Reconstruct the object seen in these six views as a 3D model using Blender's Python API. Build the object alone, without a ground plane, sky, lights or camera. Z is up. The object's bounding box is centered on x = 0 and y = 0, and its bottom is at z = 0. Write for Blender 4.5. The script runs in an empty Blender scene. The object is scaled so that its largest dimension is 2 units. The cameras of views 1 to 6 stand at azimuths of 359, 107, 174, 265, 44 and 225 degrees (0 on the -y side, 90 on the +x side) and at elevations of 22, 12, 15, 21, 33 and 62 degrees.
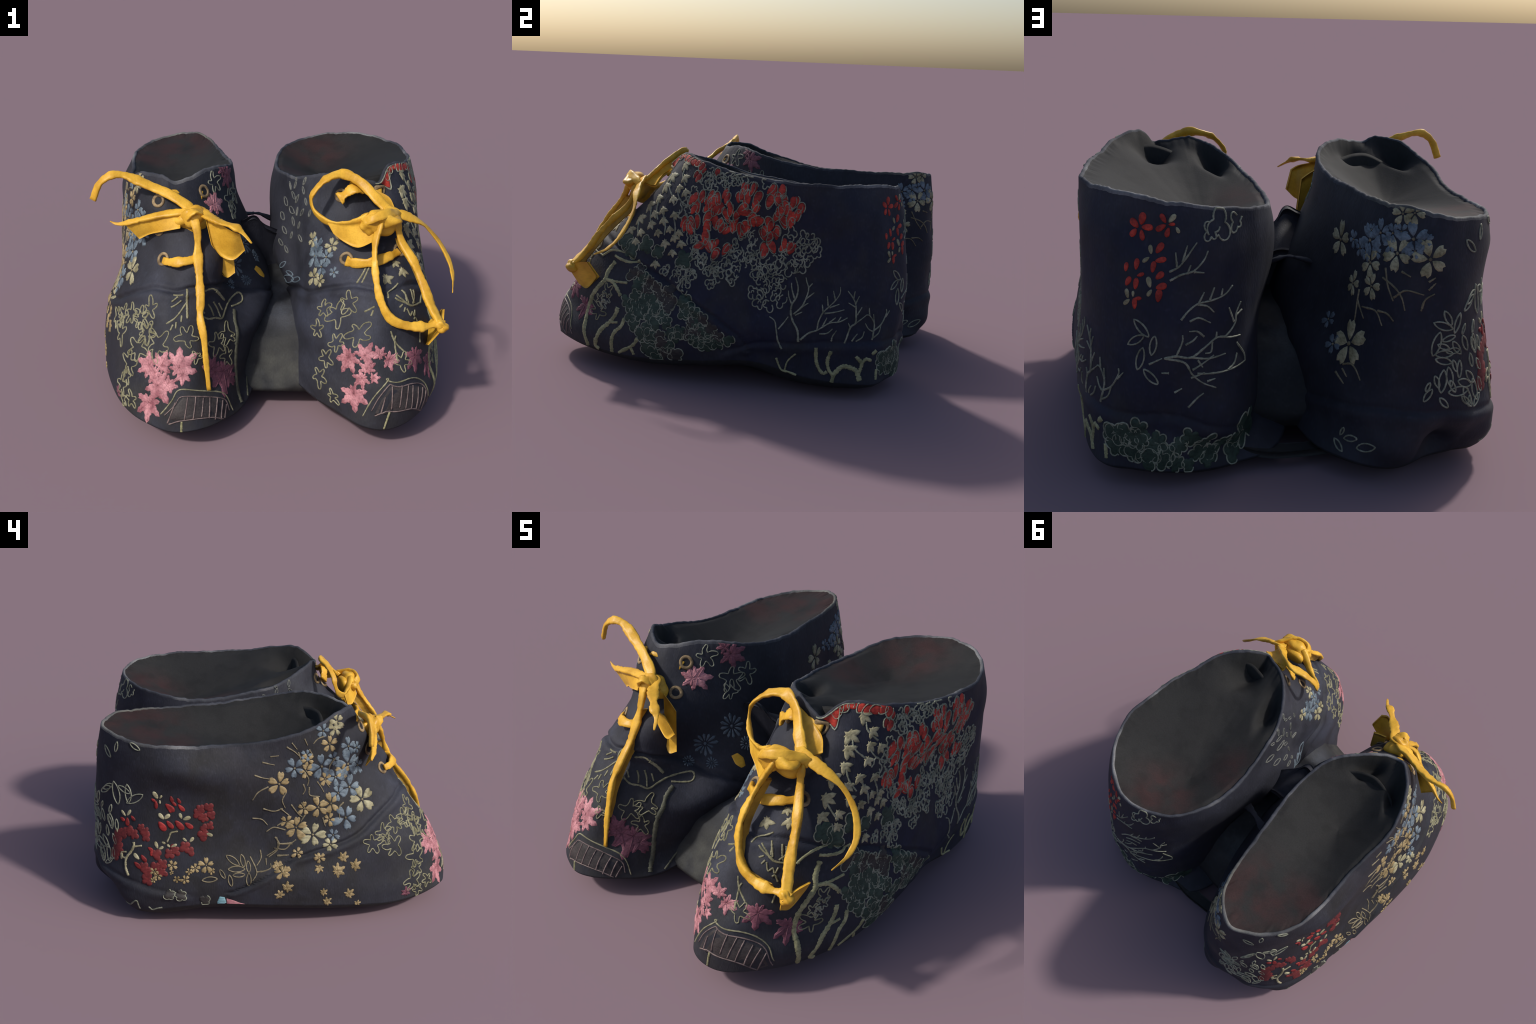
"""A pair of embroidered ankle shoes with yellow laces, standing side by side.

Each shoe is a lofted last: girth lines run round the foot from the sole edge to
the mouth; everything else (panels, seams, eyelets, embroidery) is laid on that
surface in the coordinates (spoke angle in degrees, height fraction)."""
import bpy
import math
import random
import numpy as np
from mathutils import Matrix, Vector

random.seed(7)
RNG = np.random.default_rng(7)

# ----------------------------------------------------------------- the lasts
LEVELS = np.array([0, .08, .18, .32, .5, .7, .86, 1.0])   # heights of the girth lines
SOLE_RINGS = [(.975, -.018), (.93, -.033), (.86, -.046), (.7, -.055), (.4, -.056), (.02, -.056)]
RIGHT = dict(
    foot_centre=(0.42, -0.02), foot_axes=(0.37, 0.88),
    mouth_centre=(0.37, 0.29), mouth_axes=(0.39, 0.6),
    # 20 spokes per girth line, from the sole edge up to the ankle
    girths=[
        [1.12, 1.05, 1.15, 1.21, 1.11, 1.1, 1.11, 1.21, 1.44, 1.4, 1.27, 1.13, 1.05, 0.96, 0.96, 1.06, 1.12, 1.21, 1.24, 1.22],
        [1.17, 1.09, 1.16, 1.21, 1.13, 1.11, 1.1, 1.15, 1.18, 1.15, 1.08, 1.03, 1.01, 1, 1.02, 1.1, 1.19, 1.27, 1.31, 1.29],
        [1.19, 1.15, 1.17, 1.21, 1.14, 1.09, 1.15, 1.2, 1.13, 1.02, 0.94, 0.94, 0.97, 1, 1.05, 1.13, 1.25, 1.27, 1.28, 1.3],
        [1.16, 1.1, 1.18, 1.18, 1.15, 1.11, 1.14, 1.17, 1.08, 0.9, 0.86, 0.86, 0.95, 1.04, 1.07, 1.19, 1.25, 1.3, 1.31, 1.19],
        [1.07, 1.05, 1.14, 1.16, 1.12, 1.12, 1.1, 1.11, 1.03, 0.97, 1.01, 0.98, 0.83, 0.98, 1.04, 1.16, 1.28, 1.28, 1.22, 1.11],
        [0.96, 1.02, 1.12, 1.12, 1.09, 1.09, 1.09, 1.08, 1.05, 1.03, 0.99, 0.93, 0.84, 0.88, 0.99, 1.03, 1.16, 1.13, 1.14, 1.03],
        [1.05, 1.05, 1.11, 1.08, 1.02, 1.05, 1.07, 1.06, 1.04, 1.01, 0.92, 0.81, 0.83, 0.86, 0.89, 0.93, 0.96, 1.06, 1.08, 1.06],
    ],
    sole_edge=[0.145, 0.165, 0.108, 0.087, 0.081, 0.085, 0.066, 0.062, 0.089, 0.15, 0.182, 0.191, 0.165, 0.129, 0.126, 0.123, 0.11, 0.139, 0.127, 0.122],
    mouth=[(0.525, -0.318, 1.095), (0.558, -0.231, 1.165), (0.623, -0.163, 1.167), (0.687, -0.067, 1.144), (0.718, 0.082, 1.112), (0.759, 0.245, 1.094), (0.757, 0.381, 1.082), (0.760, 0.510, 1.075), (0.719, 0.612, 1.077), (0.662, 0.707, 1.077), (0.582, 0.787, 1.075), (0.455, 0.865, 1.064), (0.372, 0.886, 1.057), (0.272, 0.866, 1.040), (0.165, 0.808, 1.022), (0.102, 0.748, 1.008), (0.051, 0.631, 0.992), (0.026, 0.488, 0.976), (0.026, 0.368, 0.977), (0.052, 0.223, 0.991), (0.089, 0.078, 1.013), (0.121, -0.026, 1.035), (0.187, -0.136, 1.085), (0.281, -0.229, 1.120), (0.350, -0.272, 1.135), (0.429, -0.295, 1.120)],
)
LEFT = dict(
    foot_centre=(-0.47, 0.0), foot_axes=(0.33, 0.92),
    mouth_centre=(-0.52, 0.29), mouth_axes=(0.3, 0.65),
    # 20 spokes per girth line, from the sole edge up to the ankle
    girths=[
        [1.39, 1.39, 1.33, 1.19, 1.08, 0.97, 0.96, 1.08, 1.33, 1.31, 1.27, 1.24, 1.16, 1.11, 1.08, 1.08, 1.15, 1.23, 1.32, 1.36],
        [1.35, 1.34, 1.26, 1.15, 1.12, 1.05, 0.94, 1.13, 1.39, 1.32, 1.28, 1.25, 1.18, 1.14, 1.09, 1.12, 1.18, 1.25, 1.25, 1.31],
        [1.39, 1.34, 1.24, 1.17, 1.11, 1.08, 1.07, 1.22, 1.36, 1.28, 1.26, 1.24, 1.17, 1.14, 1.12, 1.14, 1.19, 1.2, 1.3, 1.37],
        [1.5, 1.37, 1.23, 1.14, 1.09, 1.06, 1.11, 1.19, 1.31, 1.17, 1.06, 1.16, 1.16, 1.15, 1.1, 1.15, 1.21, 1.24, 1.37, 1.57],
        [1.39, 1.18, 1.06, 1.08, 1.08, 1.07, 1.09, 1.15, 1.2, 1.1, 0.99, 0.99, 1.06, 1.04, 1.08, 1.12, 1.14, 1.19, 1.18, 1.4],
        [1.17, 1.01, 0.94, 1.02, 1.05, 1.04, 1.08, 1.1, 1.12, 1.07, 1.01, 0.99, 0.97, 0.96, 0.95, 1.04, 1.17, 1.28, 1.19, 1.19],
        [1.01, 0.92, 0.91, 0.95, 1, 1.03, 1.04, 1.08, 1.13, 1.16, 1, 0.95, 0.96, 0.99, 1.01, 1.04, 1.07, 1.06, 1.07, 1.11],
    ],
    sole_edge=[0.18, 0.137, 0.095, 0.087, 0.08, 0.058, 0.07, 0.076, 0.087, 0.15, 0.148, 0.13, 0.103, 0.109, 0.113, 0.101, 0.119, 0.117, 0.103, 0.172],
    mouth=[(-0.339, -0.234, 1.132), (-0.282, -0.165, 1.127), (-0.236, -0.098, 1.113), (-0.216, -0.019, 1.097), (-0.212, 0.074, 1.075), (-0.216, 0.176, 1.058), (-0.238, 0.305, 1.045), (-0.267, 0.415, 1.040), (-0.297, 0.536, 1.036), (-0.326, 0.655, 1.034), (-0.354, 0.748, 1.036), (-0.398, 0.837, 1.041), (-0.449, 0.886, 1.040), (-0.512, 0.926, 1.028), (-0.569, 0.937, 1.020), (-0.641, 0.890, 1.007), (-0.718, 0.825, 0.995), (-0.771, 0.737, 0.985), (-0.799, 0.626, 0.981), (-0.798, 0.507, 0.976), (-0.786, 0.400, 0.976), (-0.767, 0.260, 0.980), (-0.762, 0.110, 0.998), (-0.767, -0.005, 1.025), (-0.749, -0.095, 1.052), (-0.705, -0.199, 1.082), (-0.661, -0.270, 1.120), (-0.592, -0.333, 1.132), (-0.531, -0.372, 1.130), (-0.493, -0.379, 1.100)],
)


def round_spline(vals, deg):
    """Closed Catmull-Rom through equally spaced values, sampled at degrees."""
    n = len(vals)
    t = (np.asarray(deg, float) / 360 * n) % n
    i = np.floor(t).astype(int)
    u = t - i
    a, b, c, d = (vals[(i + k) % n] for k in (-1, 0, 1, 2))
    u = u.reshape(u.shape + (1,) * (vals.ndim - 1))
    return b + .5 * u * (c - a + u * (2 * a - 5 * b + 4 * c - d + u * (3 * (b - c) + d - a)))


def smoothstep(a, b, x):
    t = np.clip((x - a) / (b - a), 0, 1)
    return t * t * (3 - 2 * t)


def ripple(p, scale, seed):
    """Cheap smooth noise in [-1, 1]: a few crossed sines in random directions."""
    rng = np.random.default_rng(seed)
    out = np.zeros(p.shape[:-1])
    for k in range(7):
        d = rng.normal(size=3)
        d *= scale * rng.uniform(.6, 1.7) / np.linalg.norm(d)
        out += np.sin(p @ d + rng.uniform(0, 6.3)) * np.sin(p[..., ::-1] @ d * .7 + k)
    return out / 3.0


class Shoe:
    def __init__(self, d, seam, heel_line, seed):
        self.fc, self.fa = np.array(d["foot_centre"]), np.array(d["foot_axes"])
        self.mc, self.ma = np.array(d["mouth_centre"]), np.array(d["mouth_axes"])
        self.g = np.array(d["girths"]).T
        self.sole = np.array(d["sole_edge"]) - .007
        self.seed = seed
        m = np.array(d["mouth"])
        q = (m[:, :2] - self.mc) / self.ma
        a = np.degrees(np.arctan2(q[:, 1], q[:, 0])) % 360
        o = np.argsort(a)
        a3 = np.concatenate([a[o] - 360, a[o], a[o] + 360])
        fine = np.arange(720) * .5
        self.mouth = []
        for v in (np.hypot(q[:, 0], q[:, 1])[o], m[o, 2]):
            s = np.interp(fine, a3, np.tile(v, 3))
            k = np.exp(-.5 * (np.arange(-14, 15) / 5.0) ** 2)
            s = np.convolve(np.concatenate([s[-14:], s, s[:14]]), k / k.sum(), "valid")
            self.mouth.append(s)
        self.seam, self.heel = np.array(seam, float), np.array(heel_line, float)

    def seam_height(self, deg):
        d = np.where(deg < 90, deg + 360, deg)
        return np.interp(d, self.seam[:, 0], self.seam[:, 1], left=-1, right=-1)

    def heel_height(self, deg):
        d = np.where(deg > 270, deg - 360, deg)
        return np.interp(d, self.heel[:, 0], self.heel[:, 1], left=-1, right=-1)

    def base(self, deg, f):
        deg, f = np.broadcast_arrays(np.asarray(deg, float) % 360, np.asarray(f, float))
        f = np.clip(f, 0, 1)
        i = (deg * 2).astype(int) % 720
        u = deg * 2 - np.floor(deg * 2)
        mr, mz = (s[i] * (1 - u) + s[(i + 1) % 720] * u for s in self.mouth)
        R = np.concatenate([round_spline(self.g, deg), mr[..., None]], -1)
        zb = round_spline(self.sole, deg)
        c = self.fc + (self.mc - self.fc) * LEVELS[:, None]
        a = self.fa + (self.ma - self.fa) * LEVELS[:, None]
        w = np.radians(deg)[..., None]
        X = np.stack([c[:, 0] + a[:, 0] * R * np.cos(w), c[:, 1] + a[:, 1] * R * np.sin(w)], -1)
        h = np.diff(LEVELS)
        dl = np.diff(X, axis=-2) / h[:, None]
        m = np.empty_like(X)
        m[..., 0, :], m[..., -1, :] = dl[..., 0, :], dl[..., -1, :]
        m[..., 1:-1, :] = (dl[..., :-1, :] * h[1:, None] + dl[..., 1:, :] * h[:-1, None]) / (h[1:] + h[:-1])[:, None]
        k = np.clip(np.searchsorted(LEVELS, f, side="right") - 1, 0, len(LEVELS) - 2)
        t = ((f - LEVELS[k]) / h[k])[..., None]
        hh = h[k][..., None]
        pick = lambda arr, kk: np.take_along_axis(arr, kk[..., None, None].repeat(2, -1), -2)[..., 0, :]
        xy = ((2 * t**3 - 3 * t**2 + 1) * pick(X, k) + (t**3 - 2 * t**2 + t) * hh * pick(m, k)
              + (3 * t**2 - 2 * t**3) * pick(X, k + 1) + (t**3 - t**2) * hh * pick(m, k + 1))
        return np.concatenate([xy, (zb + (mz - zb) * f)[..., None]], -1)

    def frame(self, deg, f):
        e = .25
        du = (self.base(deg + e, f) - self.base(np.asarray(deg) - e, f)) / (2 * e)
        f0, f1 = np.clip(np.asarray(f) - .004, 0, 1), np.clip(np.asarray(f) + .004, 0, 1)
        dv = (self.base(deg, f1) - self.base(deg, f0)) / (f1 - f0)[..., None]
        n = np.cross(du, dv)
        n /= np.linalg.norm(n, axis=-1, keepdims=True) + 1e-12
        return du, dv, n

    def relief(self, deg, f, p):
        """Seam ridges, heel counter edge, soft dents and the throat slit."""
        d = (f - self.seam_height(deg)) * 1.0
        ridge = .004 * np.exp(-((d - .016) / .011) ** 2) - .012 * np.exp(-(d / .0065) ** 2) + .010 * np.exp(-((d + .024) / .018) ** 2)
        d2 = f - self.heel_height(deg)
        ridge = ridge + .007 * np.exp(-((d2 + .026) / .028) ** 2) - .006 * np.exp(-((d2 - .006) / .012) ** 2)
        soft = .0035 * ripple(p, 9, self.seed) + .0015 * ripple(p, 26, self.seed + 1)
        return ridge + soft * smoothstep(0, .05, f) * smoothstep(1, .93, f)

    def at(self, deg, f, lift=0.0):
        deg, f = np.broadcast_arrays(np.asarray(deg, float) % 360, np.clip(np.asarray(f, float), 0, 1))
        p = self.base(deg, f)
        n = self.frame(deg, f)[2]
        return p + n * (self.relief(deg, f, p) + lift)[..., None]

    def local(self, deg, f, xy):
        """Metres right/up on the cloth round (deg, f) -> surface coordinates."""
        du, dv, n = self.frame(np.array(deg, float), np.array(f, float))
        e1 = du / np.linalg.norm(du)
        e2 = np.cross(n, e1)
        A = np.array([[du @ e1, dv @ e1], [du @ e2, dv @ e2]])
        s = np.asarray(xy, float) @ np.linalg.inv(A).T
        return deg + s[..., 0], f + s[..., 1]


SHOE_R = Shoe(RIGHT, [(172, .08), (180, .2), (190, .3), (205, .38), (220, .44), (240, .5), (254, .54), (267, .57), (280, .585), (291, .585), (303, .55), (316, .51), (328, .47), (336, .44), (343, .39), (352, .33), (361, .26), (370, .16), (376, .06)],
              [(8, .05), (16, .11), (27, .15), (37, .2), (50, .22), (82, .22), (102, .21), (129, .14), (151, .06)], 3)
SHOE_L = Shoe(LEFT, [(168, .08), (174, .14), (180, .21), (189, .3), (198, .35), (211, .4), (225, .46), (240, .5), (258, .55), (274, .565), (286, .57), (300, .56), (315, .52), (337, .42), (350, .31), (362, .2), (372, .08)],
              [(12, .06), (25, .12), (45, .2), (67, .24), (88, .26), (110, .25), (136, .21), (144, .18), (150, .13), (158, .07)], 11)


# ----------------------------------------------------------------- materials
def material(name):
    m = bpy.data.materials.new(name)
    m.use_nodes = True
    return m, m.node_tree, m.node_tree.nodes["Principled BSDF"]


def noise(nt, scale, detail=3.0, stretch=(1, 1, 1)):
    co = nt.nodes.new("ShaderNodeTexCoord")
    mp = nt.nodes.new("ShaderNodeMapping")
    mp.inputs["Scale"].default_value = stretch
    n = nt.nodes.new("ShaderNodeTexNoise")
    n.inputs["Scale"].default_value, n.inputs["Detail"].default_value = scale, detail
    nt.links.new(co.outputs["Object"], mp.inputs["Vector"])
    nt.links.new(mp.outputs[0], n.inputs["Vector"])
    return n


def ramp(nt, fac, stops):
    r = nt.nodes.new("ShaderNodeValToRGB")
    el = r.color_ramp.elements
    while len(el) < len(stops):
        el.new(.5)
    for e, (pos, col) in zip(el, stops):
        e.position, e.color = pos, (*col, 1)
    nt.links.new(fac, r.inputs["Fac"])
    return r


def mix(nt, fac, a, b, mode="MIX"):
    m = nt.nodes.new("ShaderNodeMix")
    m.data_type, m.blend_type = "RGBA", mode
    for sock, v in ((m.inputs[0], fac), (m.inputs[6], a), (m.inputs[7], b)):
        if isinstance(v, bpy.types.NodeSocket):
            nt.links.new(v, sock)
        elif sock == m.inputs[0]:
            sock.default_value = v
        else:
            sock.default_value = (*v, 1)
    return m.outputs[2]


def bump(nt, bsdf, height, strength, dist):
    b = nt.nodes.new("ShaderNodeBump")
    b.inputs["Strength"].default_value, b.inputs["Distance"].default_value = strength, dist
    nt.links.new(height, b.inputs["Height"])
    nt.links.new(b.outputs[0], bsdf.inputs["Normal"])


def ball_mask(nt, centre, radius, soft):
    """1 inside a soft ball, for stains and patches that sit at one place."""
    co = nt.nodes.new("ShaderNodeTexCoord")
    d = nt.nodes.new("ShaderNodeVectorMath")
    d.operation = "DISTANCE"
    d.inputs[1].default_value = centre
    r = nt.nodes.new("ShaderNodeMapRange")
    r.interpolation_type = "SMOOTHSTEP"
    r.inputs["From Min"].default_value, r.inputs["From Max"].default_value = radius - soft, radius + soft
    r.inputs["To Min"].default_value, r.inputs["To Max"].default_value = 1, 0
    nt.links.new(co.outputs["Object"], d.inputs[0])
    nt.links.new(d.outputs["Value"], r.inputs["Value"])
    return r.outputs[0]


def times(nt, a, b):
    m = nt.nodes.new("ShaderNodeMath")
    m.operation = "MULTIPLY"
    for s, v in zip(m.inputs, (a, b)):
        if isinstance(v, bpy.types.NodeSocket):
            nt.links.new(v, s)
        else:
            s.default_value = v
    return m.outputs[0]


def cloth(name, dark, mid, light, patches=(), grain=.25, rough=.72, fleck=.4, shine=.35):
    m, nt, bsdf = material(name)
    n = noise(nt, 3.2, 4)
    col = ramp(nt, n.outputs["Fac"], [(.3, dark), (.52, mid), (.75, light)]).outputs["Color"]
    for centre, radius, soft, tint, amount in patches:
        wob = noise(nt, 7, 3)
        w = nt.nodes.new("ShaderNodeMapRange")
        w.inputs["From Min"].default_value, w.inputs["From Max"].default_value = .35, .6
        nt.links.new(wob.outputs["Fac"], w.inputs["Value"])
        col = mix(nt, times(nt, times(nt, ball_mask(nt, centre, radius, soft), w.outputs[0]), amount), col, tint)
    broad = noise(nt, 11, 5)
    col = mix(nt, .5, col, ramp(nt, broad.outputs["Fac"], [(.36, (.62, .62, .62)), (.52, (1, 1, 1)), (.68, (1.0, 1.0, 1.0))]).outputs["Color"], "MULTIPLY")
    flecks = noise(nt, 42, 4)
    col = mix(nt, fleck, col, ramp(nt, flecks.outputs["Fac"], [(.56, (0, 0, 0)), (.76, (.022, .025, .034))]).outputs["Color"], "ADD")
    fine = noise(nt, 150, 2, (1, 1, .35))
    col = mix(nt, .35, col, ramp(nt, fine.outputs["Fac"], [(.3, (.35, .35, .35)), (.7, (1, 1, 1))]).outputs["Color"], "MULTIPLY")
    nt.links.new(col, bsdf.inputs["Base Color"])
    bsdf.inputs["Roughness"].default_value = rough
    bsdf.inputs["Specular IOR Level"].default_value = shine
    bump(nt, bsdf, fine.outputs["Fac"], grain, .004)
    return m


def thread(name, dark, light, rough=.6, scale=22, stitch=.45):
    m, nt, bsdf = material(name)
    n = noise(nt, scale, 2)
    col = ramp(nt, n.outputs["Fac"], [(.3, dark), (.68, light)]).outputs["Color"]
    fine = noise(nt, 130, 2, (1, .3, 1))
    col = mix(nt, stitch, col, ramp(nt, fine.outputs["Fac"], [(.36, (.3, .3, .3)), (.56, (1, 1, 1))]).outputs["Color"], "MULTIPLY")
    nt.links.new(col, bsdf.inputs["Base Color"])
    bsdf.inputs["Roughness"].default_value = rough
    bsdf.inputs["Specular IOR Level"].default_value = .3
    bump(nt, bsdf, fine.outputs["Fac"], .25, .003)
    return m


SILK = cloth("dark_silk", (.017, .018, .027), (.022, .0232, .034), (.031, .033, .048),  # pale blue-grey patches paint satin highlights; navy and charcoal tints follow scan lighting
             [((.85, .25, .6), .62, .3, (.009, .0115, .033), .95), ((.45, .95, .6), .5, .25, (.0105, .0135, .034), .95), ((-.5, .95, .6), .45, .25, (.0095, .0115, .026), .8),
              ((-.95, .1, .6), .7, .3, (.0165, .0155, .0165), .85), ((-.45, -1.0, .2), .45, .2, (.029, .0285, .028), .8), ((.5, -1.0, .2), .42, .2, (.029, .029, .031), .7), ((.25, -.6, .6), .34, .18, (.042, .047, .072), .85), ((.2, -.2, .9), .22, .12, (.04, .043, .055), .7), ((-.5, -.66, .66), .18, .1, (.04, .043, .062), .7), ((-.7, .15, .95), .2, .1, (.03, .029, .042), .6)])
SILK_SOLE = cloth("sole_cloth", (.014, .015, .016), (.018, .0185, .019), (.024, .0245, .0245))
BINDING = cloth("worn_binding", (.02, .022, .03), (.045, .048, .062), (.20, .20, .205), [((-.5, .9, 1.03), .3, .2, (.3, .29, .24), .35)], rough=.8)
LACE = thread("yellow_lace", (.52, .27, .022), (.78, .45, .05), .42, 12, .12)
LACE_DIM = thread("dim_yellow_lace", (.26, .14, .02), (.52, .30, .04), .6, 9, .2)
BRASS = thread("tan_eyelet", (.12, .08, .04), (.36, .26, .14), .6)
HOLE = cloth("dark_hole", (.01, .01, .015), (.012, .012, .016), (.015, .015, .018))


def lining_material(name, stains):
    return cloth(name, (.018, .018, .0185), (.021, .021, .0212), (.024, .0238, .0236),
                 [(c, r, s, (.05, .017, .017), .6) for c, r, s in stains], grain=.1, rough=.8, fleck=.0, shine=.2)


# ------------------------------------------------------------- mesh helpers
def mesh_object(name, verts, faces, mats, parent=None, face_mats=None, smooth=True, normals=None):
    me = bpy.data.meshes.new(name)
    me.from_pydata(np.asarray(verts, float).tolist(), [], faces if isinstance(faces, list) else faces.tolist())
    for m in mats if isinstance(mats, (list, tuple)) else [mats]:
        me.materials.append(m)
    if face_mats is not None:
        me.polygons.foreach_set("material_index", np.asarray(face_mats, np.int32))
    if smooth:
        me.polygons.foreach_set("use_smooth", np.ones(len(me.polygons), bool))
    if normals is not None:
        me.normals_split_custom_set_from_vertices(np.asarray(normals, float).tolist())
    o = bpy.data.objects.new(name, me)
    bpy.context.scene.collection.objects.link(o)
    if parent:
        o.parent = parent
        o.matrix_parent_inverse = parent.matrix_world.inverted() if parent.type == "EMPTY" else Matrix()
    return o


def grid_faces(rows, cols, wrap=True):
    r, c = np.meshgrid(np.arange(rows - 1), np.arange(cols if wrap else cols - 1), indexing="ij")
    c2 = (c + 1) % cols
    return np.stack([r * cols + c, r * cols + c2, (r + 1) * cols + c2, (r + 1) * cols + c], -1).reshape(-1, 4)


def vertex_normals(v, faces):
    n = np.zeros_like(v)
    fn = np.cross(v[faces[:, 2]] - v[faces[:, 0]], v[faces[:, 3]] - v[faces[:, 1]])
    for k in range(4):
        np.add.at(n, faces[:, k], fn)
    return n / (np.linalg.norm(n, axis=1, keepdims=True) + 1e-12)


def curve_points(pts, n):
    """Catmull-Rom through the given points, n samples, roughly even."""
    p = np.asarray(pts, float)
    if len(p) == 2:
        t = np.linspace(0, 1, n)[:, None]
        return p[0] + (p[1] - p[0]) * t
    q = np.vstack([2 * p[0] - p[1], p, 2 * p[-1] - p[-2]])
    t = np.linspace(0, len(p) - 1, n)
    i = np.minimum(t.astype(int), len(p) - 2)
    u = (t - i)[:, None]
    a, b, c, d = q[i], q[i + 1], q[i + 2], q[i + 3]
    return b + .5 * u * (c - a + u * (2 * a - 5 * b + 4 * c - d + u * (3 * (b - c) + d - a)))


def ribbon(pts, width, thick, facing, samples=40, crinkle=.14, taper=(1, 1), seed=0):
    """A flat soft lace swept along pts; facing = rough outward direction(s)."""
    p = curve_points(pts, samples)
    rng = np.random.default_rng(seed)
    t = np.gradient(p, axis=0)
    t /= np.linalg.norm(t, axis=1, keepdims=True) + 1e-12
    fc = np.asarray(facing, float)
    fc = np.tile(fc, (samples, 1)) if fc.ndim == 1 else curve_points(fc, samples)
    n = fc - (fc * t).sum(1, keepdims=True) * t
    n /= np.linalg.norm(n, axis=1, keepdims=True) + 1e-12
    tw = np.convolve(rng.normal(size=samples + 14), np.ones(15) / 15, "valid") * 1.1
    n = n * np.cos(tw)[:, None] + np.cross(t, n) * np.sin(tw)[:, None]
    s = np.cross(t, n)
    wob = np.convolve(rng.normal(size=samples + 4), np.ones(5) / 5, "valid") * crinkle * 2.2
    x = np.linspace(0, 1, samples)
    w = np.asarray(width, float)
    w = (np.full(samples, w) if w.ndim == 0 else np.interp(x, np.linspace(0, 1, len(w)), w)) * (1 + wob)
    end = np.minimum(1, np.minimum(taper[0] + x * 14, taper[1] + (1 - x) * 14))
    w *= end
    k = 10
    a = np.arange(k) * 2 * np.pi / k
    ca, sa = np.sign(np.cos(a)) * np.abs(np.cos(a)) ** .8, np.sin(a)
    th = thick * (1 + .5 * wob) * np.maximum(end, .4) * np.clip(w / np.max(w) * 1.3, .2, 1)
    v = (p[:, None] + s[:, None] * (ca[None, :, None] * w[:, None, None] / 2)
         + n[:, None] * ((sa[None, :, None] + .25 * np.cos(2 * a)[None, :, None]) * th[:, None, None] / 2))
    v = v.reshape(-1, 3)
    f = grid_faces(samples, k).tolist()
    f.append(list(range(k))[::-1])
    f.append([(samples - 1) * k + j for j in range(k)])
    return v, f


def joined(parts):
    V, F, n = [], [], 0
    for v, f in parts:
        V.append(np.asarray(v))
        F += [[i + n for i in q] for q in (f if isinstance(f, list) else f.tolist())]
        n += len(v)
    return np.vstack(V), F


# ------------------------------------------------------------ building a shoe
def thing(name, label, category, at):
    e = bpy.data.objects.new(name, None)
    e.empty_display_size = .1
    e.location = at
    e["label"], e["category"] = label, category
    bpy.context.scene.collection.objects.link(e)
    bpy.context.view_layer.update()
    return e


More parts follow.
